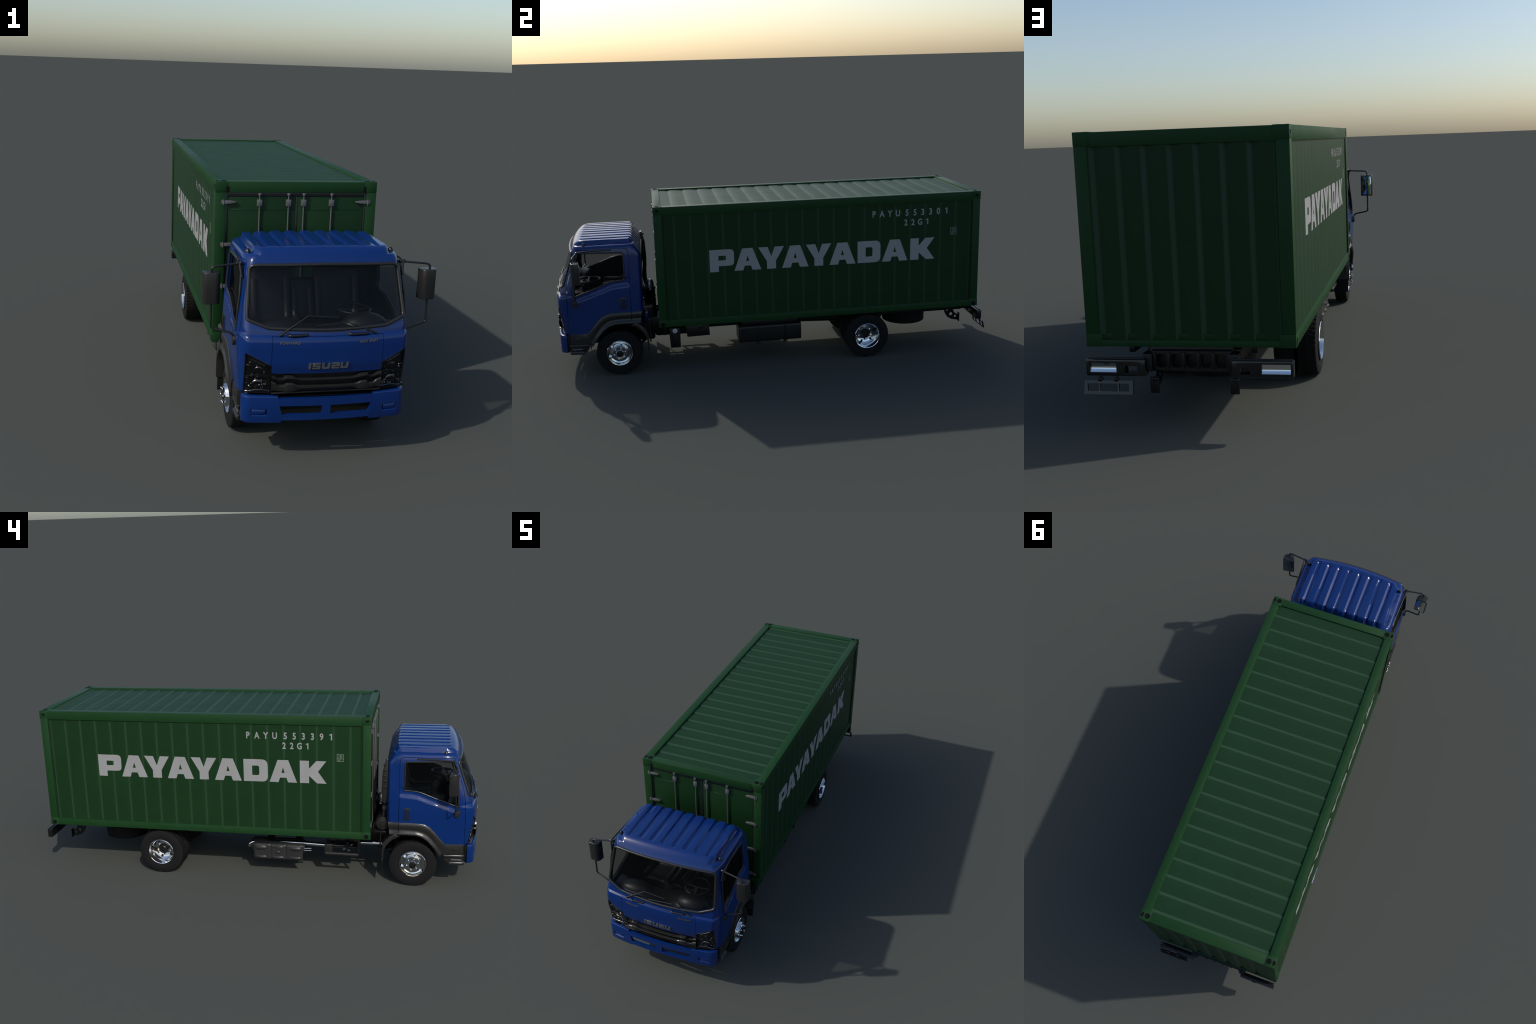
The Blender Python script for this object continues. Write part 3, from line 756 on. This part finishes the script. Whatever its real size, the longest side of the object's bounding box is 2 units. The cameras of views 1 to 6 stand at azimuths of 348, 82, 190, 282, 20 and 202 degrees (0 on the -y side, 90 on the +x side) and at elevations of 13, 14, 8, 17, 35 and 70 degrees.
for s in (1, -1):
    v = []; f = []
    for i in range(NN):
        t, b = Tc[i], Bc[i]; fl = 1-.55*sst(.72, 1., i/(NN-1))
        for q, x in PROF:
            xx = (.2560+(x-.2560)*fl if x > .2560 else x)-.005*sst(-.668, -.622, t[0])
            v.append((s*xx, t[0]+(b[0]-t[0])*q, t[1]+(b[1]-t[1])*q))
    n = len(PROF)
    for i in range(NN-1):
        for k in range(n-1): f.append((i*n+k, i*n+k+1, (i+1)*n+k+1, (i+1)*n+k))
    f.append(tuple(range(n))); f.append(tuple((NN-1)*n+k for k in range(n)))
    fen = pyd('fender', v, f, M_grey, 40, truck)
    box('seam_strip', (*sorted((s*.2540, s*.2660))[:1], -.6612, .2550), (sorted((s*.2540, s*.2660))[1], -.6596, .2985), M_darkplate, .0001, 1, parent=fen)  # thin dark strip added where the door gap runs on, nothing is cut
    # door-bottom trim panel ahead of the arch
    prism('fender_trim', round_poly([(-.8590, .2085), (-.9370, .2085), (-.9375, .1620), (-.8440, .1580), (-.8405, .1500), (-.8360, .1520)], .001), 'x', *sorted((s*.20, s*.2565)), M_grey, .0030, parent=fen)
    box('marker_lamp', (*(sorted((s*.2555, s*.2578))[:1]), -.9120, .1805), (sorted((s*.2555, s*.2578))[1], -.8880, .1930), M_dark, .001, parent=fen)
    box('marker_lamp', (*(sorted((s*.2570, s*.2586))[:1]), -.9090, .1825), (sorted((s*.2570, s*.2586))[1], -.8910, .1870), M_grey, .0005, parent=fen)
    # step unit
    st = prism('step', round_poly([(-.9395, .1630), (-.9405, .1120), (-.8830, .1100), (-.8640, .1240), (-.8455, .1555)], .004), 'x', *sorted((s*.185, s*.2470)), M_grey, .002, parent=fen)
    tube('step_edge', [(s*.2440, -.9370, .1540), (s*.2485, -.93, .1540), (s*.2485, -.855, .1520)], .0085, M_grey, n=12, parent=st)
    tube('step_edge', [(s*.2450, -.9375, .1210), (s*.2490, -.93, .1210), (s*.2490, -.878, .1195)], .0095, M_grey, n=12, parent=st)
    box('step_tread', (*(sorted((s*.2480, s*.2530))[:1]), -.9300, .1330), (sorted((s*.2480, s*.2530))[1], -.8850, .1390), M_steel, .001, parent=st)
    # rear fender piece and flap
    def strip(name, path, x0, x1, th, m):
        v = []; f = []
        for i, p in enumerate(path):
            a = path[max(0, i-1)]; b = path[min(len(path)-1, i+1)]
            t = (Vector(b)-Vector(a)).normalized(); nn = Vector((-t.y, t.x))*th/2
            for x in (x0, x1):
                for g in (1, -1): v.append((s*x, p[0]+nn.x*g, p[1]+nn.y*g))
        for i in range(len(path)-1):
            a, b = 4*i, 4*i+4
            f += [(a, a+1, b+1, b), (a+2, b+2, b+3, a+3), (a, b, b+2, a+2), (a+1, a+3, b+3, b+1)]
        f += [(0, 2, 3, 1), tuple(4*(len(path)-1)+k for k in (0, 1, 3, 2))]
        return pyd(name, v, f, m, 40, fen)
    gp = [tuple(p) for p in smooth_path([(-.650, .2440), (-.6300, .2330), (-.6020, .2030), (-.5965, .180), (-.5945, .120)], .012)]
    prism('mudguard', [(p[0]+.006, p[1]+.003) for p in gp]+[(p[0]-.014*(1-i/(len(gp)-1))-.001, p[1]-.006) for i, p in reversed(list(enumerate(gp)))], 'x', *sorted((s*.150, s*.2670)), M_grey, .001, parent=fen)
    strip('mud_flap', [(-.5920, .172), (-.5915, .120), (-.5910, .067)], .150, .2615, .0020, M_rubber)
    # inner wheel housing
    strip('wheel_housing', side_curve([(-.850, .135), (-.836, .170), (-.806, .213), (-.776, .242), (-.735, .2555), (-.65, .2555), (-.618, .236)], 18), .120, .256, .004, M_black)
    tube('fender_stay', [(s*.252, -.583, .255), (s*.254, -.582, .150)], .0035, M_black, parent=fen)
    box('cab_corner', (*(sorted((s*.228, s*.2405))[:1]), -.9550, .1250), (sorted((s*.228, s*.2405))[1], -.9395, .2070), M_black, .002, parent=fen)

# cab floor and inside
box('floor', (-.236, -.862, .2800), (.236, -.6100, .2925), M_int, .002, parent=cab)
box('firewall', (-.233, -.872, .2050), (.233, -.861, .2925), M_int, .002, parent=cab)
def seat(x, w, zt):
    sx0 = prism('seat', round_poly([(-.800, .300), (-.800, .345), (-.690, .338), (-.655, zt-.02), (-.648, zt), (-.630, zt), (-.624, .300)], [.01, .02, .02, .02, .012, .012, .01]), 'x', x-w/2, x+w/2, M_int, .010, 3, parent=cab)
    for g in (-1, 1):
        tube('seat_bolster', smooth_path([(x+g*(w/2-.012), -.795, .347), (x+g*(w/2-.012), -.697, .342), (x+g*(w/2-.012), -.658, zt-.03)], .03), .012, M_int, n=10, parent=sx0)
    return sx0
seat(.112, .150, .502); seat(-.110, .132, .500); seat(-.002, .078, .468)
def dash(u, v):
    x = (2*u-1)*.228
    h1 = math.exp(-((x-.125)/.075)**2); h2 = math.exp(-((x+.14)/.085)**2)
    y0 = front_y(x, .40)+.014; y = y0+.105*v
    z = .386+(.030*h1+.020*h2)*math.sin(math.pi*min(1, v*1.15))**.8-(.10*sst(.82, 1., v))
    return (x, y, z)
grid('dashboard', 49, 17, dash, M_int, 60, cab, .004)
def ell(name, c, r, m, par):
    bm = bmesh.new(); bmesh.ops.create_uvsphere(bm, u_segments=28, v_segments=14, radius=1)
    for q in bm.verts: q.co = Vector((c[0]+q.co.x*r[0], c[1]+q.co.y*r[1], c[2]+q.co.z*r[2]))
    return from_bm(name, bm, m, 60, par)
ell('instrument_hood', (.128, -.9200, .388), (.074, .046, .044), M_int, cab)
ell('instrument_hood', (-.130, -.9130, .382), (.078, .042, .036), M_int, cab)
sw = tube('steering_wheel', [(.117+.050*math.cos(t), .050*math.sin(t), 0) for t in [2*math.pi*k/36 for k in range(36)]], .0042, M_int, True, 8, cab)
sw.data.transform(Matrix.Translation((0, -.846, .4215)) @ Matrix.Rotation(math.radians(2), 4, 'X'))
tube('steering_column', [(.117, -.848, .419), (.117, -.885, .35)], .012, M_int, parent=sw)
tube('steering_spoke', [(.068, -.846, .4215), (.117, -.848, .417), (.166, -.846, .4215)], .005, M_int, parent=sw)
box('engine_cover', (-.06, -.860, .2925), (.06, -.640, .330), M_int, .01, parent=cab)
tube('rear_view_mirror', [(-.03, -.895, .563), (.03, -.895, .563)], .007, M_int, parent=cab)
for s in (1, -1):
    tube('sun_visor', [(s*.03, -.893, .577), (s*.20, -.876, .574)], .010, M_int, parent=cab, flat=.4)
# behind the cab: snorkel, air cleaner, canister, coolant bottle
ch = box('chassis_frame', (-.088, -.935, .170), (-.0965, .965, .2175), M_frame, .001, parent=truck)
chs = ch
prism('intake_snorkel', round_poly([(-.610, .568), (-.600, .570), (-.5865, .515), (-.5830, .440), (-.5850, .385), (-.596, .372), (-.605, .380), (-.611, .44)], .006), 'x', -.232, -.195, M_grey, .004, parent=chs)
for z in (.545, .52, .495, .47, .445): box('snorkel_louvre', (-.2335, -.603, z), (-.228, -.590, z+.010), M_dark, .001, parent=chs)
tube('intake_hose', [(-.197, -.597, .385), (-.197, -.597, .335), (-.197, -.592, .300)], .0105, M_grey, parent=chs)
for z in (.338, .345, .352): tube('hose_clip', [(-.197, -.597, z), (-.197, -.597, z+.003)], .0118, M_steel, parent=chs)
ac = lathe('air_cleaner', [(-.060, 0), (-.060, .024), (-.055, .029), (.0, .0305), (.045, .0305), (.050, .026), (.052, .012), (.056, .010), (.056, 0)], M_grey, 36, chs)
ac.location = (-.175, -.589, .277); ac.rotation_euler = (0, 0, math.pi)
box('rear_cab_mount', (-.235, -.606, .236), (-.10, -.552, .247), M_black, .002, parent=chs)
can = lathe('exhaust_canister', [(.237, 0), (.237, .022), (.24, .024), (.366, .022), (.369, .0235), (.377, .0235), (.379, .018), (.379, 0)], M_black, 28, chs, 'z'); can.location = (-.050, -.572, -.053)
capm = lathe('canister_cap', [(.3780, .0225), (.3850, .0225), (.3865, .0200), (.396, .0205), (.405, .0180), (.412, .0135), (.4165, .007), (.418, 0)], M_alu, 28, chs, 'z'); capm.location = (-.050, -.575, -.053)
tube('canister_band', [(-.050+.0238*math.cos(t), -.572+.0238*math.sin(t), .318) for t in [2*math.pi*k/28 for k in range(28)]], .003, M_chrome, True, 8, chs)
for k in range(7):
    z = .252+.013*k; tube('canister_rib', [(-.050+.0245*math.cos(t), -.572+.0245*math.sin(t), z-.05) for t in [2*math.pi*q/24 for q in range(24)]], .0022, M_black, True, 6, chs)
box('coolant_bottle', (.105, -.6075, .2080), (.136, -.5870, .2550), M_blue, .003, parent=chs)
lathe('bottle_cap', [(.293, 0), (.293, .006), (.300, .006), (.300, 0)], M_steel, 16, chs, 'z').location = (.121, -.597, -.038)
box('frame_bracket', (-.075, -.600, .185), (-.02, -.545, .200), M_frame, .002, parent=chs)

# ================================================================== CHASSIS
rail = [(.088, .170), (.1035, .170), (.1035, .1735), (.0925, .1735), (.0925, .2140), (.1035, .2140), (.1035, .2185), (.088, .2185)]
bpy.data.objects.remove(ch) if False else None
chs.data = prism('t', [(p[0], p[1]) for p in [(-.110, .152), (-.110, .2180), (-.094, .2180), (-.094, .152)]], 'y', -.935, .943, M_frame, .001).data
bpy.data.objects.remove(bpy.data.objects['t'])
prism('frame_rail', [(.094, .152), (.110, .152), (.110, .2180), (.094, .2180)], 'y', -.935, .943, M_frame, .001, parent=chs)
for s, ya in ((1, -.500), (-1, .060)): box('sub_frame', (min(s*.155, s*.170), ya, .198), (max(s*.155, s*.170), .930, .2186), M_black, .001, parent=chs)
for y in (-.92, -.45, -.15, .15, .30, .55, .80):
    box('cross_member', (-.089, y-.012, .175), (.089, y+.012, .212), M_frame, .002, parent=chs)
box('front_beam', (-.20, -.965, .150), (.20, -.940, .195), M_black, .004, parent=chs)
box('radiator', (-.14, -.900, .120), (.14, -.872, .260), M_black, .003, parent=chs)
for y in (-.50, -.22, .06, .22, .62, .76, .90):
    for s in (1, -1):
        box('container_bearer', (min(s*.0875, s*.125), y-.010, .2000), (max(s*.0875, s*.125), y+.010, .2192), M_frame, .001, parent=chs)
box('engine', (-.085, -.88, .100), (.085, -.56, .262), M_black, .012, parent=chs)
box('gearbox', (-.055, -.56, .105), (.055, -.40, .190), M_black, .012, parent=chs)
tube('drive_shaft', [(0, -.40, .150), (0, .36, .115)], .014, M_black, parent=chs)
# axles, springs
tube('front_axle', [(-.20, -.724, .104), (-.15, -.724, .086), (.15, -.724, .086), (.20, -.724, .104)], .014, M_black, parent=chs)
tube('rear_axle', [(-.20, .4245, .104), (.20, .4245, .104)], .022, M_black, parent=chs)
ell('differential', (0, .4245, .104), (.052, .058, .056), M_black, chs)
def leaf(x, yc, half, zt, zm):
    for k in range(4):
        h = half*(1-.17*k)
        pts = [(x, yc+h*(-1+2*i/12), zm-.006*k+(zt-zm)*((-1+2*i/12)*(1-.17*k))**2) for i in range(13)]
        v = []; f = []
        for p in pts:
            for dx in (-.011, .011):
                for dz in (-.0026, .0026): v.append((p[0]+dx, p[1], p[2]+dz))
        for i in range(12):
            a, b = 4*i, 4*i+4
            f += [(a, a+1, b+1, b), (a+2, b+2, b+3, a+3), (a, b, b+2, a+2), (a+1, a+3, b+3, b+1)]
        f += [(0, 2, 3, 1), (48, 49, 51, 50)]
        pyd('leaf_spring', v, f, M_black, 30, chs)
for s in (1, -1):
    leaf(s*.112, -.715, .140, .168, .122); leaf(s*.110, .4245, .165, .185, .142)
    tube('shock_absorber', [(s*.135, -.70, .105), (s*.130, -.615, .205)], .010, M_black, parent=chs)
    tube('shock_absorber', [(s*.120, .44, .11), (s*.112, .53, .205)], .010, M_black, parent=chs)
    tube('steering_link', [(s*.17, -.68, .085), (s*.13, -.60, .125)], .006, M_black, parent=chs)

# +x side: lamp pod, battery box, fuel tank
pod = prism('side_lamp_pod', round_poly([(-.4975, .1980), (-.4930, .1035), (-.4470, .1035), (-.4470, .1980)], .004), 'x', .150, .2320, M_grey, .004, parent=chs)
finish(pod, M_black)
pl = lathe('side_lamp', [(-.004, 0), (-.004, .0118), (.002, .0114), (.0048, .007), (.0055, 0)], M_lens, 28, pod); pl.location = (.2325, -.4705, .1855)
tube('bracket_pin', [(.215, -.5150, .215), (.215, -.5150, .163)], .0045, M_black, parent=chs)
bx = prism('battery_box', [(-.4215, .1980), (-.4145, .1415), (-.3095, .1435), (-.3135, .1980)], 'x', .130, .2050, M_black, .003, parent=chs)
prism('battery_lid', [(-.362, .1960), (-.330, .1960), (-.345, .181), (-.362, .176)], 'x', .2045, .2070, M_grey, .001, parent=bx)
tk = prism('fuel_tank', round_poly([(.118, .1025), (.236, .1025), (.236, .1855), (.118, .1855)], .014, 5), 'y', -.1780, .1150, M_black, .003, 3, parent=chs)
finish(tk, M_frame, 40)
for y in (-.088, .040):
    st = round_poly([(.116, .1010), (.2377, .1010), (.2377, .1872), (.116, .1872)], .015, 5)
    tube('tank_strap', [(x, y, z) for x, z in st], .0030, M_black, True, 6, tk)
    prism('strap_clip', [(y-.004, .1030), (y+.006, .1030), (y+.014, .0870), (y+.010, .0875), (y+.002, .0985), (y-.002, .0870), (y-.006, .0870)], 'x', .204, .2170, M_black, .0006, parent=tk)
box('tank_bracket', (.140, -.165, .184), (.222, .100, .2060), M_black, .002, parent=tk)
lathe('tank_cap', [(.0, 0), (.0, .012), (.008, .012), (.009, 0)], M_black, 20, tk).location = (.2315, -.150, .162)
tube('brake_pipe', [(.150, .115, .196), (.150, .36, .190)], .006, M_frame, parent=chs)
# -x side: muffler with pressed shield, exhaust pipe, guard frame
mu = tube('muffler', [(-.163, -.238, .126), (-.163, -.225, .126), (-.163, -.003, .126), (-.163, .011, .126)], lambda t: .026 if t < .3 or t > .7 else .035, M_shield, n=24, parent=chs)
def shield_pt(u, v):
    y = -.2375+.2260*u; z = .0905+.0720*v-.0085
    bul = 0; z += .0085
    for cy, cz, ry, rz in ((-.205, .146, .026, .009), (-.205, .103, .026, .006), (-.125, .152, .024, .004), (-.125, .102, .025, .007), (-.045, .145, .026, .010), (-.045, .102, .026, .007), (-.125, .127, .006, .006)):
        d = ((y-cy)/ry)**2+((z-cz)/rz)**2; bul += .006*max(0, 1-d)**.7
    for cy in (-.160, -.090): bul -= .004*max(0, 1-abs(y-cy)/.006)
    z -= .0085
    e = .008*(abs(2*v-1)**14)+.005*abs(2*u-1)**24
    return (-(.2150+bul-e), y+.006, z-.0085+.003*v)
grid('muffler_guard', 72, 40, shield_pt, M_shield, 50, mu, .003)
pp = smooth_path([(-.175, .0130, .136), (-.175, -.037, .147), (-.180, -.232, .1490), (-.180, -.327, .1450), (-.180, -.437, .1440), (-.167, -.452, .148)], .02)
tube('exhaust_pipe', pp, .0095, M_chrome, n=14, parent=mu)
tube('exhaust_pipe', [(-.180, -.488, .1655), (-.180, -.600, .1670)], .0080, M_chrome, n=14, parent=mu)
tube('exhaust_tail', smooth_path([(-.175, -.017, .144), (-.188, .009, .144), (-.190, .017, .136), (-.190, .019, .124)], .012), .0085, M_chrome, n=12, parent=mu)
for z in (.140, .130): tube('shield_stud', [(-.190, -.233, z-.014), (-.190, -.269, z-.012)], .0030, M_chrome, n=8, parent=mu)
for y in (-.083, -.212): prism('muffler_strap', [(-.100, .206), (-.195, .157), (-.202, .161), (-.105, .213)], 'y', y-.017, y+.017, M_black, .001, parent=mu)
gd = box('filter_guard', (-.220, -.3690, .114), (-.208, -.3320, .1660), M_grey, .003, parent=chs)
tube('guard_rail', [(-.216, -.3370, .1210), (-.216, -.4850, .1195)], .0080, M_grey, n=12, parent=gd)
box('guard_post', (-.222, -.4900, .1110), (-.210, -.4800, .2000), M_black, .002, parent=gd)
box('guard_top', (-.140, -.4900, .1400), (-.108, -.3300, .1640), M_black, .002, parent=gd)
for a, b in ((-.480, -.450), (-.440, -.380), (-.372, -.345)): box('guard_panel', (-.1425, a, .1480), (-.139, b, .1600), M_grey, .001, parent=gd)
fil = lathe('fuel_filter', [(.132, 0), (.132, .012), (.138, .014), (.142, .010), (.150, .011), (.180, .011), (.184, 0)], M_black, 20, gd, 'z'); fil.location = (-.187, -.432, -.008)
for a in range(5):
    q = box('filter_fin', (-.020, -.002, -.0025), (.020, .002, .0025), M_steel if a % 2 else M_black, .0006, parent=gd); q.location = (-.189, -.427, .128+.003*a); q.rotation_euler = (0, 0, a*.7+.4)
box('filter_mount', (-.197, -.480, .142), (-.130, -.345, .149), M_black, .002, parent=gd)

# spare wheel slung under the frame is built with the wheels below
# ---- tail end
ribs = []
tp = box('tail_beam', (-.1075, .9440, .1560), (.0985, .9590, .2100), M_black, .002, parent=chs)
holes = [-.0855, -.0475, -.0060, .0355, .0720]
for hx in (-.082, -.043, -.004, .035, .074):
    boolean(tp, prism('c', round_poly([(hx-.0135, .166), (hx+.0135, .166), (hx+.0135, .202), (hx-.0135, .202)], .009), 'y', .9, 1.1))
finish(tp, M_gloss, 40)
for hx in (-.1015, -.0625, -.0235, .0155, .0545, .0925): prism('beam_rib', [(hx-.003, .164), (hx+.003, .164), (hx+.0045, .206), (hx-.0045, .206)], 'y', .9585, .9640, M_black, .001, parent=tp)
box('beam_flange', (-.109, .938, .2075), (.100, .9630, .2105), M_black, .001, parent=tp)
for s, xo in ((1, -.004), (-1, -.004)):
    x0, x1 = sorted((s*.2690, s*.1100)) if s > 0 else (-.2700, -.1140)
    hs = box('tail_lamp_housing', (x0, .9610, .1490), (x1, .9845, .1925), M_black, .003, parent=chs)
    if s > 0: l0, l1, h0, h1 = .1880, .2585, .1320, .1640
    else: l0, l1, h0, h1 = -.2625, -.1900, -.1610, -.1350
    boolean(hs, box('c', (h0, .9, .1580), (h1, 1.1, .1760), None, .0)); boolean(hs, box('c', (l0-.0005, .9745, .1585), (l1+.0005, 1.1, .1840), None, 0))
    finish(hs, M_gloss, 40)
    grid('tail_lamp', 5, 11, lambda u, v: (l0+(l1-l0)*u, .9835-.0048*math.sin(math.pi*v), .1590+.0245*v), M_mirror, 60, hs)
    prism('lamp_gusset', [((h1 if s > 0 else h0-.026), .1535), ((h1 if s > 0 else h0-.026)+.022, .1535), ((h1 if s > 0 else h0-.026)+.010, .180)], 'y', .9840, .9865, M_black, .0008, parent=hs)
    tube('housing_bead', [(x0+.003, .9750, .1925), (x1-.003, .9750, .1925)], .0035, M_frame, parent=hs)
    box('lamp_bracket', (min(s*.100, s*.125)-.004, .935, .158), (max(s*.100, s*.125)-.004, .9720, .205), M_black, .002, parent=chs)
    # drilled hanger plate with its flange
    xc = s*.1065-.002
    hp = prism('hanger_plate', round_poly([(.858, .1750), (.8600, .1420), (.875, .1150), (.900, .1010), (.9330, .0960), (.9330, .1220), (.912, .1350), (.895, .1750)], [.004, .01, .01, .01, .001, .006, .006, .002]), 'x', xc-.002, xc+.002, M_black, parent=chs)
    for cy, cz, r in ((.8755, .1520, .0062), (.8945, .1290, .0082), (.9170, .1160, .0058)):
        c = lathe('c', [(-.02, 0), (-.02, r), (.02, r), (.02, 0)], None, 20); c.data.transform(Matrix.Translation((xc, cy, cz))); boolean(hp, c)
    finish(hp, M_gloss, 40)
    box('hanger_flange', (xc-.012, .9320, .0905), (xc+.012, .9355, .1350), M_black, .0008, parent=hp)
    ell('hanger_bolt', (xc-.003, .937, .128), (.009, .004, .006), M_frame, hp)
# registration plate frame below the lamp on the +x side
pf = prism('plate_frame', [(.1420, .1050), (.2720, .1040), (.2715, .1390), (.1415, .1395)], 'y', .9905, .9960, M_black)
for a, b in ((.1515, .178), (.182, .228), (.232, .262)):
    boolean(pf, prism('c', round_poly([(a, .1120), (b, .1120), (b+.002, .1320), (a+.001, .1320)], .001), 'y', .9, 1.1))
pf.data.transform(Matrix.Translation((0, .9932, .122)) @ Matrix.Rotation(math.radians(14), 4, 'X') @ Matrix.Translation((0, -.9932, -.122)))
finish(pf, M_gloss, 40, chs)
for x in (.1870, .2300): ell('plate_lamp', (x, .989, .1430), (.0075, .009, .0065), M_black, pf)
box('frame_end', (-.105, .915, .165), (.105, .9435, .2185), M_frame, .001, parent=chs)

# ================================================================== WHEELS
def tyre_mesh(r, w, rr, seg=168):
    """tyre round the x axis, outer side at +w/2, with cut tread blocks"""
    h = w/2
    prof = [(-h*.80, rr-.004), (-h*.92, rr+.004), (-h*1.0, rr+(r-rr)*.42), (-h*.97, rr+(r-rr)*.72), (-h*.90, r-.0045)]
    tread = [-.86, -.52, -.46, -.20, -.14, .14, .20, .46, .52, .86]
    prof2 = [(h*t, r-.0012*t*t) for t in tread]
    end = [(-a, q) for a, q in prof[::-1]]
    P = prof+prof2+end; n = len(P); v = []; f = []
    for k in range(seg):
        c = 2*math.pi*k/seg
        for i, (a, q) in enumerate(P):
            j = i-len(prof)
            if 0 <= j < len(prof2):
                if j in (1, 2, 3, 4, 5, 6, 7, 8) and False: pass
                lug = ((k+(2 if 2 < j < 7 else 0)) % 4) == 0
                if lug and j not in (4, 5): q -= .0032
                if j in (2, 3, 6, 7) and False: q -= .001
            if j in (-1, len(prof2)) and (k % 4) == 0: q -= .003
            ca = c+(.006 if 0 <= j < len(prof2) and j % 2 else 0)
            v.append((a, q*math.cos(ca), q*math.sin(ca)))
    for k in range(seg):
        k2 = (k+1) % seg
        for i in range(n):
            i2 = (i+1) % n; f.append((k*n+i, k*n+i2, k2*n+i2, k2*n+i))
    o = pyd('t', v, f, M_rubber, 28); me = o.data; bpy.data.objects.remove(o); return me
RT = .1042
def grooved(me, h, r):
    return me
T_front = tyre_mesh(RT, .056, .0585)
T_rear = tyre_mesh(RT, .063, .0600)
def take(o): me = o.data; bpy.data.objects.remove(o); return me
def holes_cut(o, n, rad, r, ph=0., depth=(-.1, .1)):
    for k in range(n):
        a = ph+2*math.pi*k/n
        c = lathe('c', [(depth[0], 0), (depth[0], r), (depth[1], r), (depth[1], 0)], None, 16)
        c.data.transform(Matrix.Translation((0, rad*math.cos(a), rad*math.sin(a)))); boolean(o, c)
    return o
# front rim: stepped dish that stands proud of the tyre
rf = lathe('t', [(-.020, .050), (-.020, .0575), (.020, .0575), (.0275, .0590), (.0290, .0575), (.0285, .0555), (.0250, .0535), (.0215, .0525), (.0170, .0500), (.0150, .0440), (.0200, .0405), (.0330, .0375), (.0368, .0355), (.0375, .0310), (.0350, .0180), (.0370, .0165), (.0370, 0), (.006, 0), (.006, .046)], M_chrome, 60, closed=False)
holes_cut(rf, 6, .0462, .0068, .3, (.003, .1)); finish(rf, M_chrome, 30); RF = take(rf)
# rear rim: deep concave dish
rb = lathe('t', [(-.030, .054), (-.030, .0585), (.028, .0590), (.0335, .0605), (.0350, .0590), (.0340, .0565), (.028, .0550), (.006, .0535), (-.010, .0510), (-.021, .0460), (-.023, .0390), (-.0185, .0360), (-.0170, .0230), (-.0170, .0), (-.028, 0), (-.029, .050)], M_chrome, 60)
holes_cut(rb, 6, .0430, .0055, .2, (-.1, .1)); finish(rb, M_chrome, 30); RB = take(rb)
hubF = take(lathe('t', [(.026, 0), (.026, .0160), (.0385, .0160), (.0420, .0145), (.0432, .008), (.0432, 0)], M_black, 28))
hubR = take(lathe('t', [(-.026, 0), (-.026, .0235), (-.006, .0235), (-.004, .0205), (.0035, .0190), (.0070, .0150), (.0075, .006), (.0075, 0)], M_frame, 36))
nut = take(lathe('t', [(-.004, 0), (-.004, .0042), (.004, .0040), (.006, .0028), (.0062, 0)], M_chrome, 6, smooth=20))
drum = take(lathe('t', [(-.052, 0), (-.052, .0500), (-.0320, .0500), (-.0320, 0)], M_black, 32))
def put(name, me, par, loc=(0, 0, 0), rot=(0, 0, 0)):
    o = new(name, me); o.parent = par; o.location = loc; o.rotation_euler = rot; return o
def wheel(x, y, kind, s):
    w = put('wheel', drum, truck, (x, y, RT), (0, 0, 0 if s > 0 else math.pi))
    if kind == 'front':
        put('tyre', T_front, w); put('rim', RF, w); put('hub', hubF, w)
        for k in range(6):
            a = 2*math.pi*k/6+.25; put('wheel_nut', nut, w, (.0395, .0250*math.cos(a), .0250*math.sin(a)))
    else:
        put('tyre', T_rear, w); put('rim', RB, w); put('hub', hubR, w)
        put('tyre', T_rear, w, (-.072, 0, 0), (.35, 0, 0))
        for k in range(6):
            a = 2*math.pi*k/6+.5; put('wheel_nut', nut, w, (-.015, .0300*math.cos(a), .0300*math.sin(a)))
    return w
for s in (1, -1):
    wheel(s*.2225, -.7235, 'front', s)
    wheel(s*.2350, .4245, 'rear', s)
sp = put('spare_wheel', drum, truck, (-.006, .683, .118), (0, math.pi/2, 0))
put('tyre', T_rear, sp); put('rim', RB, sp); 
tube('spare_hanger', [(-.006, .683, .12), (-.006, .683, .21)], .010, M_black, parent=chs)
box('spare_cradle', (-.09, .655, .168), (.09, .711, .176), M_black, .002, parent=chs)

# assemblies that carry pieces of their own are parts of the truck itself
def depth(o): return 0 if o.parent is None else 1+depth(o.parent)
for o in list(bpy.data.objects):
    if depth(o) == 3: o.parent.parent = truck
